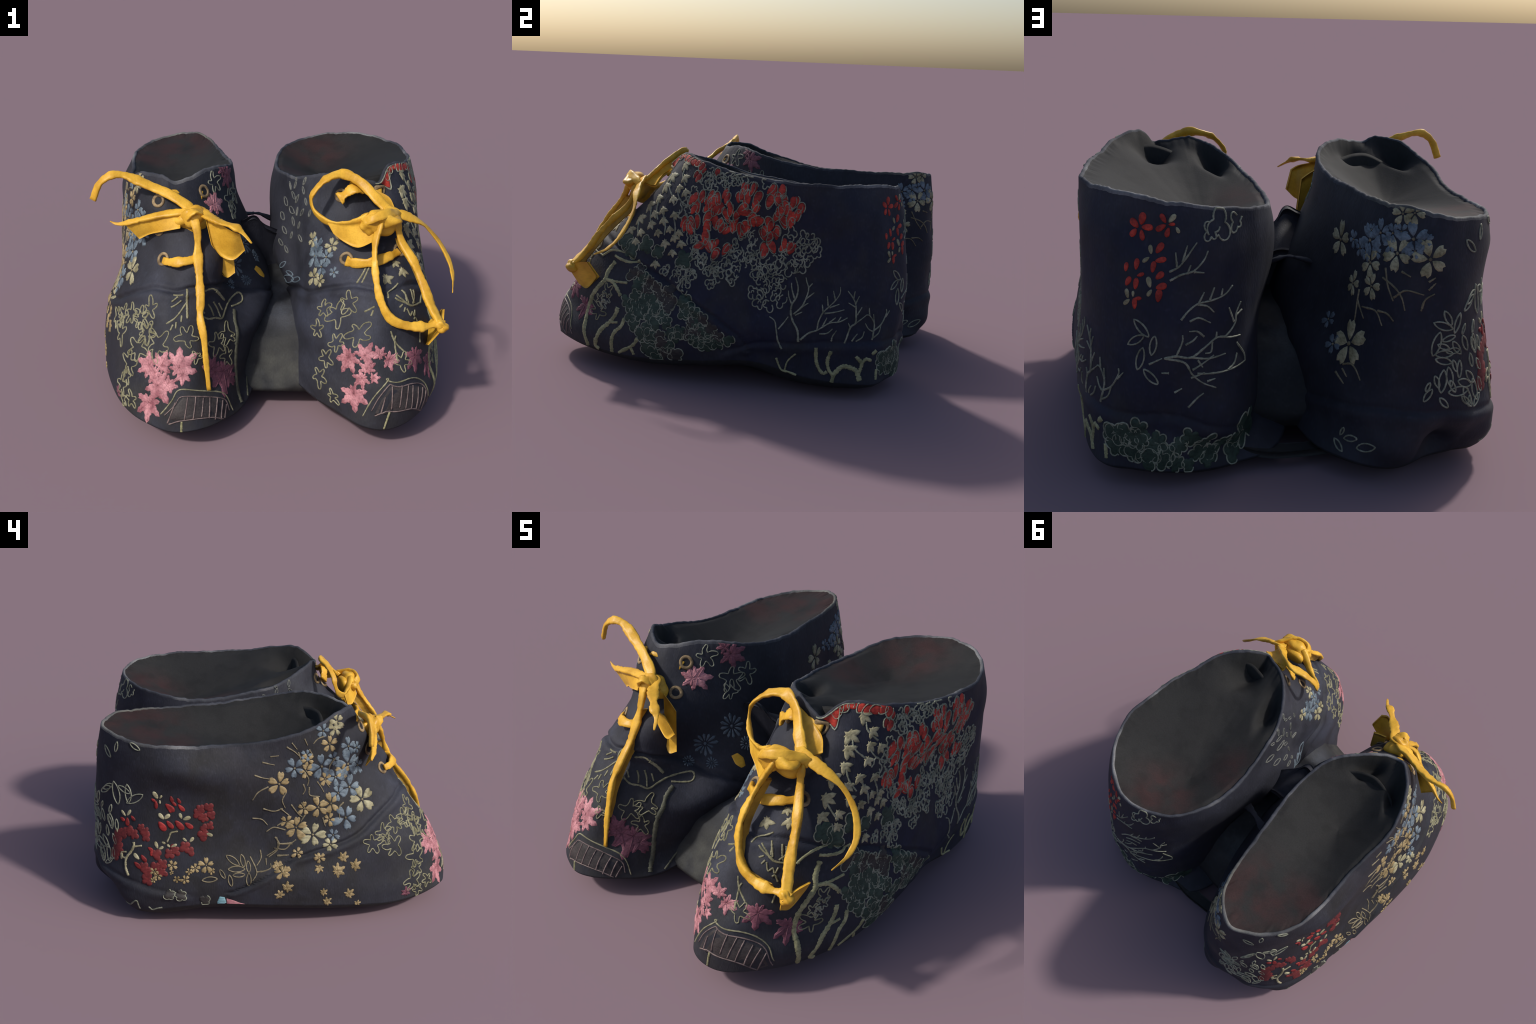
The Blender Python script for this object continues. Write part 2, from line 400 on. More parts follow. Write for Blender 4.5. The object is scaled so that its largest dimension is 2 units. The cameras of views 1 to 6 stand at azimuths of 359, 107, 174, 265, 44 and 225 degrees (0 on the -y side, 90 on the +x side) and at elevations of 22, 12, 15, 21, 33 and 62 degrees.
def build_body(shoe, root, lining, depth, tongue):
    cols, rows = 400, 150
    deg = np.arange(cols) * 360 / cols
    f = np.linspace(0, 1, rows)
    D, Fh = np.meshgrid(deg, f)
    wall = shoe.at(D, Fh)
    # the rim is a little frayed
    fray = .004 * ripple(wall[-1], 45, shoe.seed + 5) + .003 * ripple(wall[-1], 110, shoe.seed + 6)
    wall[..., 2] += fray[None] * smoothstep(.9, 1, f)[:, None]
    caps = []
    for sc, dz in SOLE_RINGS[::-1]:
        q = wall[0].copy()
        q[:, :2] = shoe.fc + (q[:, :2] - shoe.fc) * sc
        q[:, 2] = np.maximum(q[:, 2] + dz, .0)
        if sc < .5:
            q[:, 2] = q[:, 2] * .3 + .02
        caps.append(q)
    inward = -shoe.frame(deg, np.full(cols, .97))[2]
    inward[:, 2] = 0
    inward /= np.linalg.norm(inward, axis=1, keepdims=True)
    T = .017 + .004 * ripple(wall[-1], 30, shoe.seed + 8)[:, None]
    lip = []
    for a in np.radians([35, 75, 115, 150, 180]):
        lip.append(wall[-1] + inward * T * (1 - np.cos(a)) / 2 + np.array([0, 0, 1]) * T * .45 * np.sin(a))
    edge = lip[-1]
    # a soft bowl inside: rings shrink onto its deepest point
    deep, back_pow, front_pow = depth
    deep = np.array(deep)
    inner = []
    front = np.abs((deg - 270 + 180) % 360 - 180)
    pit = np.exp(-((front - 26) / 13) ** 2)
    soft_z = np.convolve(np.concatenate([edge[-30:, 2], edge[:, 2], edge[:30, 2]]), np.ones(61) / 61, "valid")
    power = back_pow + (front_pow - back_pow) * smoothstep(95, 30, front)
    S = np.concatenate([np.linspace(0, .3, 16)[1:], np.linspace(.3, 1, 24)[1:]])
    soft_xy = np.stack([np.convolve(np.concatenate([edge[-12:, k], edge[:, k], edge[:12, k]]), np.ones(25) / 25, "valid") for k in (0, 1)], -1)
    for s in S:
        even = smoothstep(0, .12, s)
        q = edge.copy()
        q[:, :2] = edge[:, :2] * (1 - even) + soft_xy * even
        q = q + (deep - q) * s
        top = edge[:, 2] * (1 - even) + soft_z * even
        t = (s - .12 * s ** 6) / .88
        q[:, 2] = top + (deep[2] - top) * (1 - (1 - t) ** power)
        q[:, 2] -= .085 * pit * smoothstep(0, .09, s) * smoothstep(.34, .14, s)
        inner.append(q)
    V = np.vstack([np.array(caps).reshape(-1, 3), wall.reshape(-1, 3), np.array(lip).reshape(-1, 3), np.array(inner).reshape(-1, 3)])
    nc, nl, ni = len(caps), len(lip), len(inner)
    total = nc + rows + nl + ni
    faces = grid_faces(total, cols)
    N = vertex_normals(V, faces)
    r, c = np.divmod(np.arange(len(faces)), cols)
    fd = (c + .5) * 360 / cols
    ff = np.clip((r - nc + .5) / (rows - 1), 0, 1)
    kind = np.full(len(faces), 1)                         # quarter
    kind[(ff < shoe.seam_height(fd))] = 2                 # vamp
    kind[(ff < shoe.heel_height(fd))] = 3                 # heel
    kind[r < nc] = 0                                      # sole
    kind[r >= nc + rows - 2] = 4                          # binding
    kind[r >= nc + rows + nl - 1] = 5                     # lining
    out = {}
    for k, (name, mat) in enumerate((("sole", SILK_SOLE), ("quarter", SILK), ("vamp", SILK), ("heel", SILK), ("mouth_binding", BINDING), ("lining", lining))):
        fs = faces[kind == k]
        used, inv = np.unique(fs, return_inverse=True)
        out[name] = mesh_object(name, V[used], inv.reshape(-1, 4), mat, root, normals=N[used])
    # tongue: a curved flap standing behind the throat
    edge = curve_points(tongue, 30)
    strip = []
    for drop, back, lift in ((.15, .02, 0), (.07, .014, 0), (.01, .004, 0), (0, -.006, .004), (.012, -.016, 0), (.07, -.03, 0), (.15, -.05, 0)):
        strip.append(edge + np.array([0, -back, -drop + lift - .012]))
    v = np.array(strip).reshape(-1, 3)
    out["tongue"] = mesh_object("tongue", v, grid_faces(len(strip), 30, False), lining, root)
    return out


def eyelet(shoe, deg, f, radius, parent):
    k, kk = 28, 10
    a = np.arange(k) * 2 * np.pi / k
    rings = []
    for b in np.arange(kk) * 2 * np.pi / kk:
        rr = radius + radius * .3 * np.cos(b)
        d, h = shoe.local(deg, f, np.stack([rr * np.cos(a), rr * np.sin(a)], -1))
        rings.append(shoe.at(d, h, np.full(k, .0015 + radius * .2 * np.sin(b))))
    v = np.array(rings).transpose(1, 0, 2).reshape(-1, 3)
    fcs = grid_faces(k, kk).tolist()
    fcs += [[(k - 1) * kk + j, (k - 1) * kk + (j + 1) % kk, (j + 1) % kk, j] for j in range(kk)]
    mesh_object("eyelet", v, fcs, BRASS, parent)
    d, h = shoe.local(deg, f, np.stack([radius * .85 * np.cos(a), radius * .85 * np.sin(a)], -1))
    disc = np.vstack([shoe.at(d, h, np.full(k, .002)), shoe.at(deg, f, .002)[None]])
    mesh_object("eyelet_hole", disc, [[i, (i + 1) % k, k] for i in range(k)], HOLE, parent)


def grid_faces_closed(k, kk):
    return [[i * kk + j, i * kk + (j + 1) % kk, ((i + 1) % k) * kk + (j + 1) % kk, ((i + 1) % k) * kk + j] for i in range(k) for j in range(kk)]


def sheet(corners_a, corners_b, thick, toward, n=16, m=8, sag=0.0, reach=1.0):
    """A thin cloth scrap stretched between two edges, with real thickness."""
    A, B = curve_points(corners_a, n), curve_points(corners_b, n)
    B = A + (B - A) * reach
    u = np.linspace(0, 1, m)[:, None, None]
    mid = A[None] * (1 - u) + B[None] * u
    tw = np.asarray(toward, float)
    tw = tw / np.linalg.norm(tw)
    mid = mid - tw * (sag * 4 * u * (1 - u))
    top, bot = mid + tw * thick / 2, mid - tw * thick / 2
    k = n * m
    v = np.concatenate([top.reshape(-1, 3), bot.reshape(-1, 3)])
    f1 = grid_faces(m, n, False)
    rim = [j for j in range(n)] + [i * n + n - 1 for i in range(1, m)] + [(m - 1) * n + j for j in range(n - 2, -1, -1)] + [i * n for i in range(m - 2, 0, -1)]
    f = f1.tolist() + (f1[:, ::-1] + k).tolist()
    f += [[a, b, b + k, a + k] for a, b in zip(rim, rim[1:] + rim[:1])]
    return v, f


def blob(centre, radii, seed, lumps=.25, n=18):
    """A soft lump (the heart of a knot)."""
    a, b = np.meshgrid(np.arange(2 * n) * np.pi / n, np.linspace(0, np.pi, n))
    d = np.stack([np.cos(a) * np.sin(b), np.sin(a) * np.sin(b), np.cos(b)], -1)
    r = 1 + lumps * ripple(d, 3.2, seed)
    return (np.array(centre) + d * r[..., None] * np.array(radii)).reshape(-1, 3), grid_faces(n, 2 * n).tolist()


root_r = thing("embroidered_shoe", "dark embroidered ankle shoe with a loosely tied yellow lace", "shoe", (.42, 0, 0))
root_l = thing("embroidered_shoe", "dark embroidered ankle shoe with a knotted yellow lace", "shoe", (-.5, 0, 0))
lin_r = lining_material("grey_lining", [((.28, .72, .95), .17, .14), ((.1, .3, .95), .1, .12)])
lin_l = lining_material("grey_lining", [((-.52, .74, .93), .22, .16), ((-.75, .55, .9), .12, .12)])
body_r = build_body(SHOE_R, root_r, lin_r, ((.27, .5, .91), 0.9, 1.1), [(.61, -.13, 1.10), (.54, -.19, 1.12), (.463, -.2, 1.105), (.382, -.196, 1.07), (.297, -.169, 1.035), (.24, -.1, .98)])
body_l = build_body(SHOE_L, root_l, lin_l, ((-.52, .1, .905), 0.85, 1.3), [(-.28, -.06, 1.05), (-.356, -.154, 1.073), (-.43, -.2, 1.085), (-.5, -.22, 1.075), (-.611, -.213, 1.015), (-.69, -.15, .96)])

for shoe, body, spots in ((SHOE_R, body_r, [(264.5, .663), (263, .907), (262, .753), (300, .68), (297.5, .803), (292, .95)]),
                          (SHOE_L, body_l, [(265, .663), (260.5, .777), (261, .9), (307.5, .713), (305, .807), (302.5, .92)])):
    for d, f in spots:
        eyelet(shoe, d, f, .027, body["quarter"])

# --------------------------------------------------------------------- laces
UP, FRONT, OUT = (0, -.6, .8), (0, -1, .5), (.3, -.8, .5)


def lace_set(root, name, pieces):
    for nm, v, f in pieces:
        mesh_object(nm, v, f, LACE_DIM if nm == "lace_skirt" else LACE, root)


L_PIECES = [
    ("lace_knot", *blob((-.40, -.475, .945), (.07, .05, .065), 34)),
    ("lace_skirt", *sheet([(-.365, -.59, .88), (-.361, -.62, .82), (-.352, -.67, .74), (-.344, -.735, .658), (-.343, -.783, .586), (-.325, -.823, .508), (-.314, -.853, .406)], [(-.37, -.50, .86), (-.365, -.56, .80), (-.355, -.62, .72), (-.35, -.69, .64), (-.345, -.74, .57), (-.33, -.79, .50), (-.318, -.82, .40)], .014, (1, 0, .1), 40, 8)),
    ("lace_end", *ribbon([(-.40, -.50, 1.0), (-.421, -.478, 1.023), (-.513, -.444, 1.07), (-.596, -.42, 1.097), (-.679, -.401, 1.127), (-.734, -.397, 1.145), (-.79, -.412, 1.146), (-.845, -.42, 1.105), (-.878, -.42, 1.025)], [.05, .055, .05, .04, .036], .027, (0, -.5, .9), 50, seed=1)),
    ("lace_end", *ribbon([(-.385, -.545, .985), (-.367, -.58, .921), (-.363, -.615, .827), (-.353, -.67, .74), (-.344, -.74, .658), (-.343, -.788, .586), (-.325, -.828, .508), (-.314, -.86, .406), (-.297, -.895, .262)], [.045, .04, .038, .04, .036, .03, .022], .03, (.1, -1, .3), 70, seed=2)),
    ("lace_loop", *joined([ribbon([(-.41, -.505, .995), (-.443, -.508, 1.0), (-.53, -.495, .984), (-.629, -.483, .954), (-.702, -.469, .929), (-.761, -.45, .914), (-.797, -.441, .924)], [.05, .05, .045, .03, .02, .006], .027, (-.2, -.6, .8), 40, seed=3),
                           sheet([(-.45, -.515, .985), (-.53, -.497, .97), (-.629, -.485, .94), (-.72, -.468, .918)], [(-.45, -.535, .93), (-.53, -.515, .905), (-.60, -.475, .875), (-.655, -.447, .838)], .008, (-.2, -1, .1))])),
    ("lace_loop", *joined([ribbon([(-.385, -.51, .995), (-.356, -.505, 1.003), (-.312, -.55, .994), (-.263, -.59, .984), (-.192, -.641, .98), (-.151, -.665, .957), (-.112, -.71, .927)], [.06, .06, .055, .05, .035, .008], .027, (.2, -.5, .8), 40, seed=4),
                           sheet([(-.33, -.53, .985), (-.27, -.57, .97), (-.21, -.61, .95), (-.17, -.6, .93)], [(-.30, -.56, .86), (-.26, -.555, .80), (-.2, -.566, .785), (-.143, -.565, .835)], .01, (.6, -.8, .2)),
                           sheet([(-.30, -.5, .96), (-.25, -.5, .93), (-.21, -.5, .9)], [(-.26, -.53, .72), (-.23, -.535, .68), (-.19, -.52, .70)], .01, (.7, -.7, .1))])),
    ("lace_crossing", *ribbon([(-.53, -.575, .78), (-.499, -.612, .786), (-.434, -.638, .80), (-.376, -.61, .807), (-.30, -.47, .825)], .04, .025, (0, -1, .4), 30, seed=5)),
    ("lace_crossing", *ribbon([(-.56, -.40, 1.04), (-.533, -.40, 1.066), (-.471, -.375, 1.073), (-.406, -.345, 1.045), (-.355, -.335, 1.03)], .055, .022, (0, -.6, .8), 30, seed=6)),
    ("lace_knot", *joined([blob((-.39, -.515, .985), (.052, .042, .05), 5), blob((-.43, -.505, .965), (.05, .03, .04), 6), ribbon([(-.43, -.5, .95), (-.415, -.545, .995), (-.385, -.552, 1.022), (-.355, -.525, 1.005), (-.345, -.5, .96)], .045, .018, (0, -.8, .6), 24, seed=7)])),
]
R_PIECES = [
    ("lace_loop", *sheet([(.555, -.465, 1.0), (.535, -.445, 1.02), (.483, -.408, 1.066), (.43, -.365, 1.112), (.38, -.34, 1.138)], [(.59, -.37, .99), (.56, -.345, 1.04), (.50, -.325, 1.065), (.44, -.31, 1.085), (.38, -.30, 1.10)], .014, (.5, -.3, .8), 24, 10, .018)),
    ("lace_knot", *blob((.50, -.50, .955), (.085, .05, .055), 33)),
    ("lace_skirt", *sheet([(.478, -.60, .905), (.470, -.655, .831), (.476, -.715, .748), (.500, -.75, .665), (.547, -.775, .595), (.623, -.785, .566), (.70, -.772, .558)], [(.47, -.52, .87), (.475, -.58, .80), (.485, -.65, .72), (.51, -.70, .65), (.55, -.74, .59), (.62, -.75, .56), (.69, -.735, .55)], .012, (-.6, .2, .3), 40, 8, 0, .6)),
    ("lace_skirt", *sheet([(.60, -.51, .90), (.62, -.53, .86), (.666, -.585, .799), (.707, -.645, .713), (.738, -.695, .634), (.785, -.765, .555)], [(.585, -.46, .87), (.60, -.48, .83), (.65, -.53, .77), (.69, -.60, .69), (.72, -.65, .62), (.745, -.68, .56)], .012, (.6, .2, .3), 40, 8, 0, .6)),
    ("lace_loop", *ribbon([(.55, -.47, 1.0), (.535, -.445, 1.02), (.483, -.408, 1.066), (.43, -.365, 1.112), (.375, -.34, 1.142), (.32, -.33, 1.152), (.25, -.355, 1.134), (.195, -.385, 1.085), (.176, -.395, 1.04), (.196, -.42, .985), (.259, -.466, .95), (.332, -.493, .95), (.40, -.52, .975), (.45, -.53, 1.0)], [.05, .05, .052, .05, .05, .04, .03, .03, .04, .06, .06], .027, [(0, -.8, .6), (0, -.5, .9), (-.6, -.5, .7), (-.9, -.4, 0), (-.3, -.8, -.4), (0, -1, 0)], 70, seed=11)),
    ("lace_loop", *sheet([(.25, -.466, .955), (.332, -.5, .955), (.41, -.53, .975), (.47, -.545, .99)], [(.285, -.49, .90), (.34, -.51, .865), (.40, -.55, .855), (.465, -.585, .90)], .01, (-.1, -1, .2))),
    ("lace_end", *ribbon([(.53, -.48, 1.01), (.563, -.46, 1.007), (.642, -.449, .981), (.722, -.425, .94), (.772, -.41, .892), (.828, -.415, .825), (.873, -.45, .745), (.882, -.51, .685), (.868, -.59, .645)], [.05, .055, .055, .04, .022, .026, .03, .02, .006], .024, [(0, -.6, .8), (.4, -.6, .7), (.9, -.5, .2), (.9, -.4, 0)], 60, seed=12)),
    ("lace_loop", *ribbon([(.48, -.54, 1.0), (.494, -.568, .985), (.472, -.61, .907), (.466, -.668, .831), (.473, -.73, .748), (.497, -.764, .665), (.544, -.79, .595), (.623, -.798, .564), (.703, -.785, .556), (.766, -.765, .56), (.80, -.76, .55)], [.05, .04, .03, .03, .034, .04, .042, .042, .044, .05], .034, [(-.2, -1, .3), (-.3, -1, .4), (-.2, -.9, .5), (.1, -.9, .6)], 80, seed=13)),
    ("lace_loop", *ribbon([(.56, -.48, 1.0), (.582, -.492, .974), (.612, -.525, .877), (.666, -.592, .799), (.707, -.655, .713), (.738, -.705, .634), (.79, -.775, .545)], [.05, .045, .04, .04, .042, .045, .05], .034, [(.1, -.9, .4), (.5, -.8, .4)], 60, seed=14)),
    ("lace_tip", *joined([sheet([(.785, -.79, .55), (.80, -.72, .575), (.815, -.655, .588)], [(.735, -.745, .44), (.745, -.69, .425), (.765, -.62, .50)], .014, (.8, -.6, .1)), blob((.785, -.765, .55), (.035, .035, .03), 21)])),
    ("lace_crossing", *ribbon([(.35, -.55, .785), (.384, -.575, .785), (.463, -.60, .80), (.556, -.565, .821), (.605, -.50, .82)], .045, .025, (0, -1, .4), 30, seed=15)),
    ("lace_crossing", *ribbon([(.32, -.345, 1.03), (.345, -.35, 1.055), (.388, -.35, 1.085), (.457, -.33, 1.07), (.53, -.31, 1.06)], .055, .022, (0, -.6, .8), 30, seed=16)),
    ("lace_knot", *joined([blob((.50, -.535, 1.0), (.09, .045, .04), 8), blob((.45, -.55, .975), (.05, .04, .045), 9), ribbon([(.41, -.54, .97), (.45, -.585, 1.01), (.52, -.56, 1.03), (.58, -.49, 1.01), (.60, -.46, .98)], .05, .025, (0, -.8, .6), 24, seed=17)])),
]
lace_set(root_l, "l", L_PIECES)
lace_set(root_r, "r", R_PIECES)


# --------------------------------------- the cloth bridge between the two shoes
def bridge(root):
    ys = np.linspace(-.62, .64, 90)
    crest = np.interp(ys, [-.64, -.6, -.52, -.48, -.38, -.24, -.1, .05, .28, .4, .43, .515, .6, .64], [.10, .15, .25, .32, .40, .45, .50, .52, .48, .43, .40, .36, .24, .165])
    xl = np.interp(ys, [-.64, -.3, 0, .3, .62], [-.17, -.13, -.12, -.16, -.17])
    xr = np.interp(ys, [-.64, -.3, 0, .3, .62], [.19, .16, .1, .06, .1])
    u = np.linspace(0, 1, 30)
    U, Y = np.meshgrid(u, ys)
    X = xl[:, None] + (xr - xl)[:, None] * U
    Z = crest[:, None] + .5 * (xr - xl)[:, None] * (U - .5) ** 2
    top = np.stack([X, Y, Z], -1)
    top[..., 2] += .008 * ripple(top, 12, 31)
    bot = top.copy()
    bot[..., 2] = np.minimum(.102, top[..., 2] - .02)
    n, k = len(ys), 30
    v = np.concatenate([top.reshape(-1, 3), bot.reshape(-1, 3)])
    f1 = grid_faces(n, k, False)
    rim = [j for j in range(k)] + [i * k + k - 1 for i in range(1, n)] + [(n - 1) * k + j for j in range(k - 2, -1, -1)] + [i * k for i in range(n - 2, 0, -1)]
    f = f1.tolist() + (f1[:, ::-1] + n * k).tolist() + [[b, a, a + n * k, b + n * k] for a, b in zip(rim, rim[1:] + rim[:1])]
    mat = cloth("grey_bridge_cloth", (.013, .014, .016), (.017, .018, .021), (.023, .024, .027), [((.075, -.58, .18), .155, .09, (.07, .07, .06), .8), ((.06, -.3, .45), .14, .08, (.06, .065, .08), .8), ((-.02, .47, .38), .12, .07, (.05, .055, .06), .8)])
    mesh_object("cloth_bridge", v, f, mat, root)
    # low strap between the heels
    v, f = sheet([(.2, .80, .10), (.05, .81, .062), (-.1, .79, .055), (-.24, .77, .06)], [(.2, .72, .10), (.03, .735, .066), (-.1, .725, .06), (-.24, .70, .06)], .024, (0, 0, 1), 20, 8)
    mesh_object("heel_strap", v, f, SILK_SOLE, root)
    # the pinched fold where the two collars touch
    v, f = sheet([(-.24, -.10, .77), (-.15, -.10, .815), (-.08, -.09, .842), (-.03, -.03, .76), (.08, .045, .685)], [(-.24, .10, .62), (-.14, .115, .66), (-.06, .12, .68), (.0, .12, .66), (.08, .12, .60)], .025, (0, -.2, 1), 24, 16, .02)
    v = v + .01 * np.stack([ripple(v, 17, 41), ripple(v, 17, 42), ripple(v, 17, 43)], -1)
    mesh_object("collar_fold", v, f, SILK, root)
    v, f = ribbon([(-.18, .34, .70), (-.10, .325, .715), (-.05, .315, .715), (.04, .30, .68)], [.06, .03, .03, .06], .02, (0, 0, 1), 20, seed=51)
    mesh_object("collar_fold", v, f, SILK, root)
    v, f = sheet([(-.24, -.10, .77), (-.15, -.10, .815), (-.085, -.085, .838), (-.03, -.02, .755), (.08, .05, .68)], [(-.22, .0, .52), (-.12, .02, .50), (-.05, .04, .49), (.0, .05, .50), (.08, .06, .52)], .03, (0, -1, .3), 24, 14, .015)
    v = v + .012 * np.stack([ripple(v, 17, 44), ripple(v, 17, 45), ripple(v, 17, 46)], -1)
    mesh_object("collar_fold", v, f, SILK, root)


bridge(root_l)


# ================================================================ embroidery
# Every motif is a small raised piece of thread work laid on the cloth.
CREAM = thread("cream_thread", (.16, .152, .085), (.31, .295, .185))
STONE = thread("stone_thread", (.15, .16, .115), (.30, .31, .235))
FAINT = thread("faint_thread", (.08, .085, .08), (.15, .155, .14))
IVORY = thread("ivory_thread", (.20, .18, .10), (.42, .39, .25))
STRAW = thread("straw_thread", (.12, .10, .06), (.25, .21, .13))
TAN = thread("tan_thread", (.20, .145, .065), (.38, .29, .15))
BLUE = thread("pale_blue_thread", (.065, .09, .12), (.18, .23, .27))
BLUEDIM = thread("dusky_blue_thread", (.055, .075, .10), (.11, .14, .17))  # blue lowered to carry the baked shade between the shoes
RED = thread("red_thread", (.20, .015, .012), (.56, .055, .035))
REDDEEP = thread("crimson_thread", (.11, .01, .011), (.33, .028, .026))
REDDIM = thread("dull_red_thread", (.10, .016, .018), (.17, .025, .025))
PINK = thread("pink_thread", (.27, .095, .115), (.58, .27, .295))
MAUVE = thread("mauve_thread", (.12, .045, .065), (.24, .085, .115))
GREEN = thread("dark_green_thread", (.018, .036, .027), (.042, .068, .05))
DARKFILL = thread("dark_brown_thread", (.028, .026, .026), (.05, .045, .042))
OLIVE = thread("olive_thread", (.21, .205, .105), (.37, .36, .20))
OLIVEDIM = thread("dim_olive_thread", (.07, .07, .05), (.12, .12, .08))  # OLIVE darkened: inner-side shading put into the thread colour
DUSK = thread("dusky_pink_thread", (.12, .085, .085), (.24, .18, .165))
BROWN = thread("brown_thread", (.034, .029, .029), (.055, .046, .046))
SKYBLUE = thread("sky_blue_scrap", (.16, .34, .40), (.26, .46, .52))

PANELS = {id(SHOE_R): body_r, id(SHOE_L): body_l}
GRID = {}
for shoe in (SHOE_R, SHOE_L):
    gd, gf = np.meshgrid(np.arange(721) * .5, np.linspace(0, 1, 301), indexing="ij")
    gp = shoe.at(gd, gf)
    gu, gv = np.gradient(gp, axis=0), np.gradient(gp, axis=1)
    gn = np.cross(gu, gv)
    GRID[id(shoe)] = gp, gn / (np.linalg.norm(gn, axis=-1, keepdims=True) + 1e-12), gu * 2, gv * 300


def lay(shoe, deg, f, what=0):
    g = GRID[id(shoe)][what]
    x = (np.asarray(deg, float) % 360) * 2
    y = np.clip(np.asarray(f, float), 0, 1) * 300
    i, j = np.minimum(x.astype(int), 719), np.minimum(y.astype(int), 299)
    u, v = (x - i)[..., None], (y - j)[..., None]
    return (g[i, j] * (1 - u) + g[i + 1, j] * u) * (1 - v) + (g[i, j + 1] * (1 - u) + g[i + 1, j + 1] * u) * v


def spot(shoe, deg, f):
    """Local drawing frame: maps metres (right, up) to surface coordinates."""
    du, dv, n = lay(shoe, deg, f, 2), lay(shoe, deg, f, 3), lay(shoe, deg, f, 1)
    e1 = du / np.linalg.norm(du)
    e2 = np.cross(n, e1)
    inv = np.linalg.inv(np.array([[du @ e1, dv @ e1], [du @ e2, dv @ e2]]))
    return lambda xy: (np.array([deg, f]) + np.asarray(xy, float) @ inv.T)


def turn(xy, ang, size=1.0):
    a = math.radians(ang)
    return np.asarray(xy, float) @ np.array([[math.cos(a), math.sin(a)], [-math.sin(a), math.cos(a)]]) * size


def panel(shoe, deg, f):
    b = PANELS[id(shoe)]
    d = np.array(deg % 360.0)
    if f < shoe.heel_height(d):
        return b["heel"]
    return b["vamp"] if f < shoe.seam_height(d) else b["quarter"]


def satin(shoe, place, outline, height=.004):
    """A padded patch of satin stitch inside an outline (local metres)."""
    o = np.asarray(outline, float)
    c = o.mean(0)
    k = len(o)
    V = []
    for s, h in ((1, -.001), (.93, .55 * height), (.6, height), (.3, height)):
        q = place(c + (o - c) * s)
        V.append(lay(shoe, q[:, 0], q[:, 1]) + lay(shoe, q[:, 0], q[:, 1], 1) * h)
    q = place(c)
    V.append((lay(shoe, q[0], q[1]) + lay(shoe, q[0], q[1], 1) * height)[None])
    F = grid_faces(4, k).tolist() + [[3 * k + i, 3 * k + (i + 1) % k, 4 * k] for i in range(k)]
    return np.vstack(V), F


def cord(shoe, sc, width, closed=False, height=.0035, taper=False):
    """A couched thread along surface coordinates sc."""
    d, f = sc[:, 0], sc[:, 1]
    p, n = lay(shoe, d, f), lay(shoe, d, f, 1)
    t = np.roll(p, -1, 0) - np.roll(p, 1, 0) if closed else np.gradient(p, axis=0)
    t /= np.linalg.norm(t, axis=1, keepdims=True) + 1e-12
    s = np.cross(n, t)
    w = width * (1 + .16 * RNG.normal(size=len(p)).clip(-1.5, 1.5))
    if taper:
        w = w * np.linspace(1, .55, len(p))
    V = np.stack([p + s * (w * a)[:, None] + n * h for a, h in ((-.5, -.001), (-.28, height), (.28, height), (.5, -.001))], 1).reshape(-1, 3)
    k = len(p)
    F = []
    for i in range(k if closed else k - 1):
        a, b = i * 4, ((i + 1) % k) * 4
        F += [[a + j, a + j + 1, b + j + 1, b + j] for j in range(3)]
    if not closed:
        F += [[3, 2, 1, 0], [4 * k - 4, 4 * k - 3, 4 * k - 2, 4 * k - 1]]
    return V, F


def stitched(name, shoe, deg, f, pieces, stuff=False):
    """pieces: list of (mesh, material); one object on its panel."""
    mats, V, F, M, n = [], [], [], [], 0
    for (v, fc), m in pieces:
        if m not in mats:
            mats.append(m)
        V.append(v)
        F += [[i + n for i in q] for q in fc]
        M += [mats.index(m)] * len(fc)
        n += len(v)
    o = mesh_object(name, np.vstack(V), F, mats, panel(shoe, deg, f), M)
    if stuff:
        o["kind"] = "stuff"
    return o


def dense(xy, step, closed=True):
    p = np.vstack([xy, xy[:1]]) if closed else np.asarray(xy, float)
    c = np.r_[0, np.cumsum(np.linalg.norm(np.diff(p, axis=0), axis=1))]
    t = np.linspace(0, c[-1], max(6, int(c[-1] / step)) + 1)
    t = t[:-1] if closed else t
    return np.stack([np.interp(t, c, p[:, 0]), np.interp(t, c, p[:, 1])], -1)


def lobed(n, inner, sharp=1.0, k=10, jitter=.08):
    """n-lobed closed outline of unit radius, first lobe to the right."""
    a = np.arange(n * k) * 2 * np.pi / (n * k)
    r = inner + (1 - inner) * np.abs(np.cos(n * a / 2)) ** sharp
    amp = 1 + jitter * RNG.normal(size=n)
    r = r * amp[np.round(a * n / (2 * np.pi)).astype(int) % n]
    return np.stack([r * np.cos(a), r * np.sin(a)], -1)


def pointed(n, waist):
    """Star-shaped leaf outline with slim, slightly bent, blunt points."""
    out = []
    for k in range(n):
        a, l, b = 2 * np.pi * k / n + .10 * RNG.normal(), 1 + .13 * RNG.normal(), .08 * RNG.normal()
        for da, r in ((-.5, waist), (-.27, .62), (-.13 + b, .9), (b, 1.0), (.13 + b, .9), (.27, .62)):
            out.append((l * r * math.cos(a + da * 2 * np.pi / n), l * r * math.sin(a + da * 2 * np.pi / n)))
    return curve_points(np.array(out + out[:1]), 6 * n * 3)[:-1]


def star_leaves(shoe, mat, data):
    for d, f, s, ang in data:
        pl = spot(shoe, d, f)
        out = turn(pointed(5, .40), ang, s * 1.12)
        stitched("star_leaf", shoe, d, f, [(cord(shoe, pl(dense(out, .004)), .006, True), mat)])


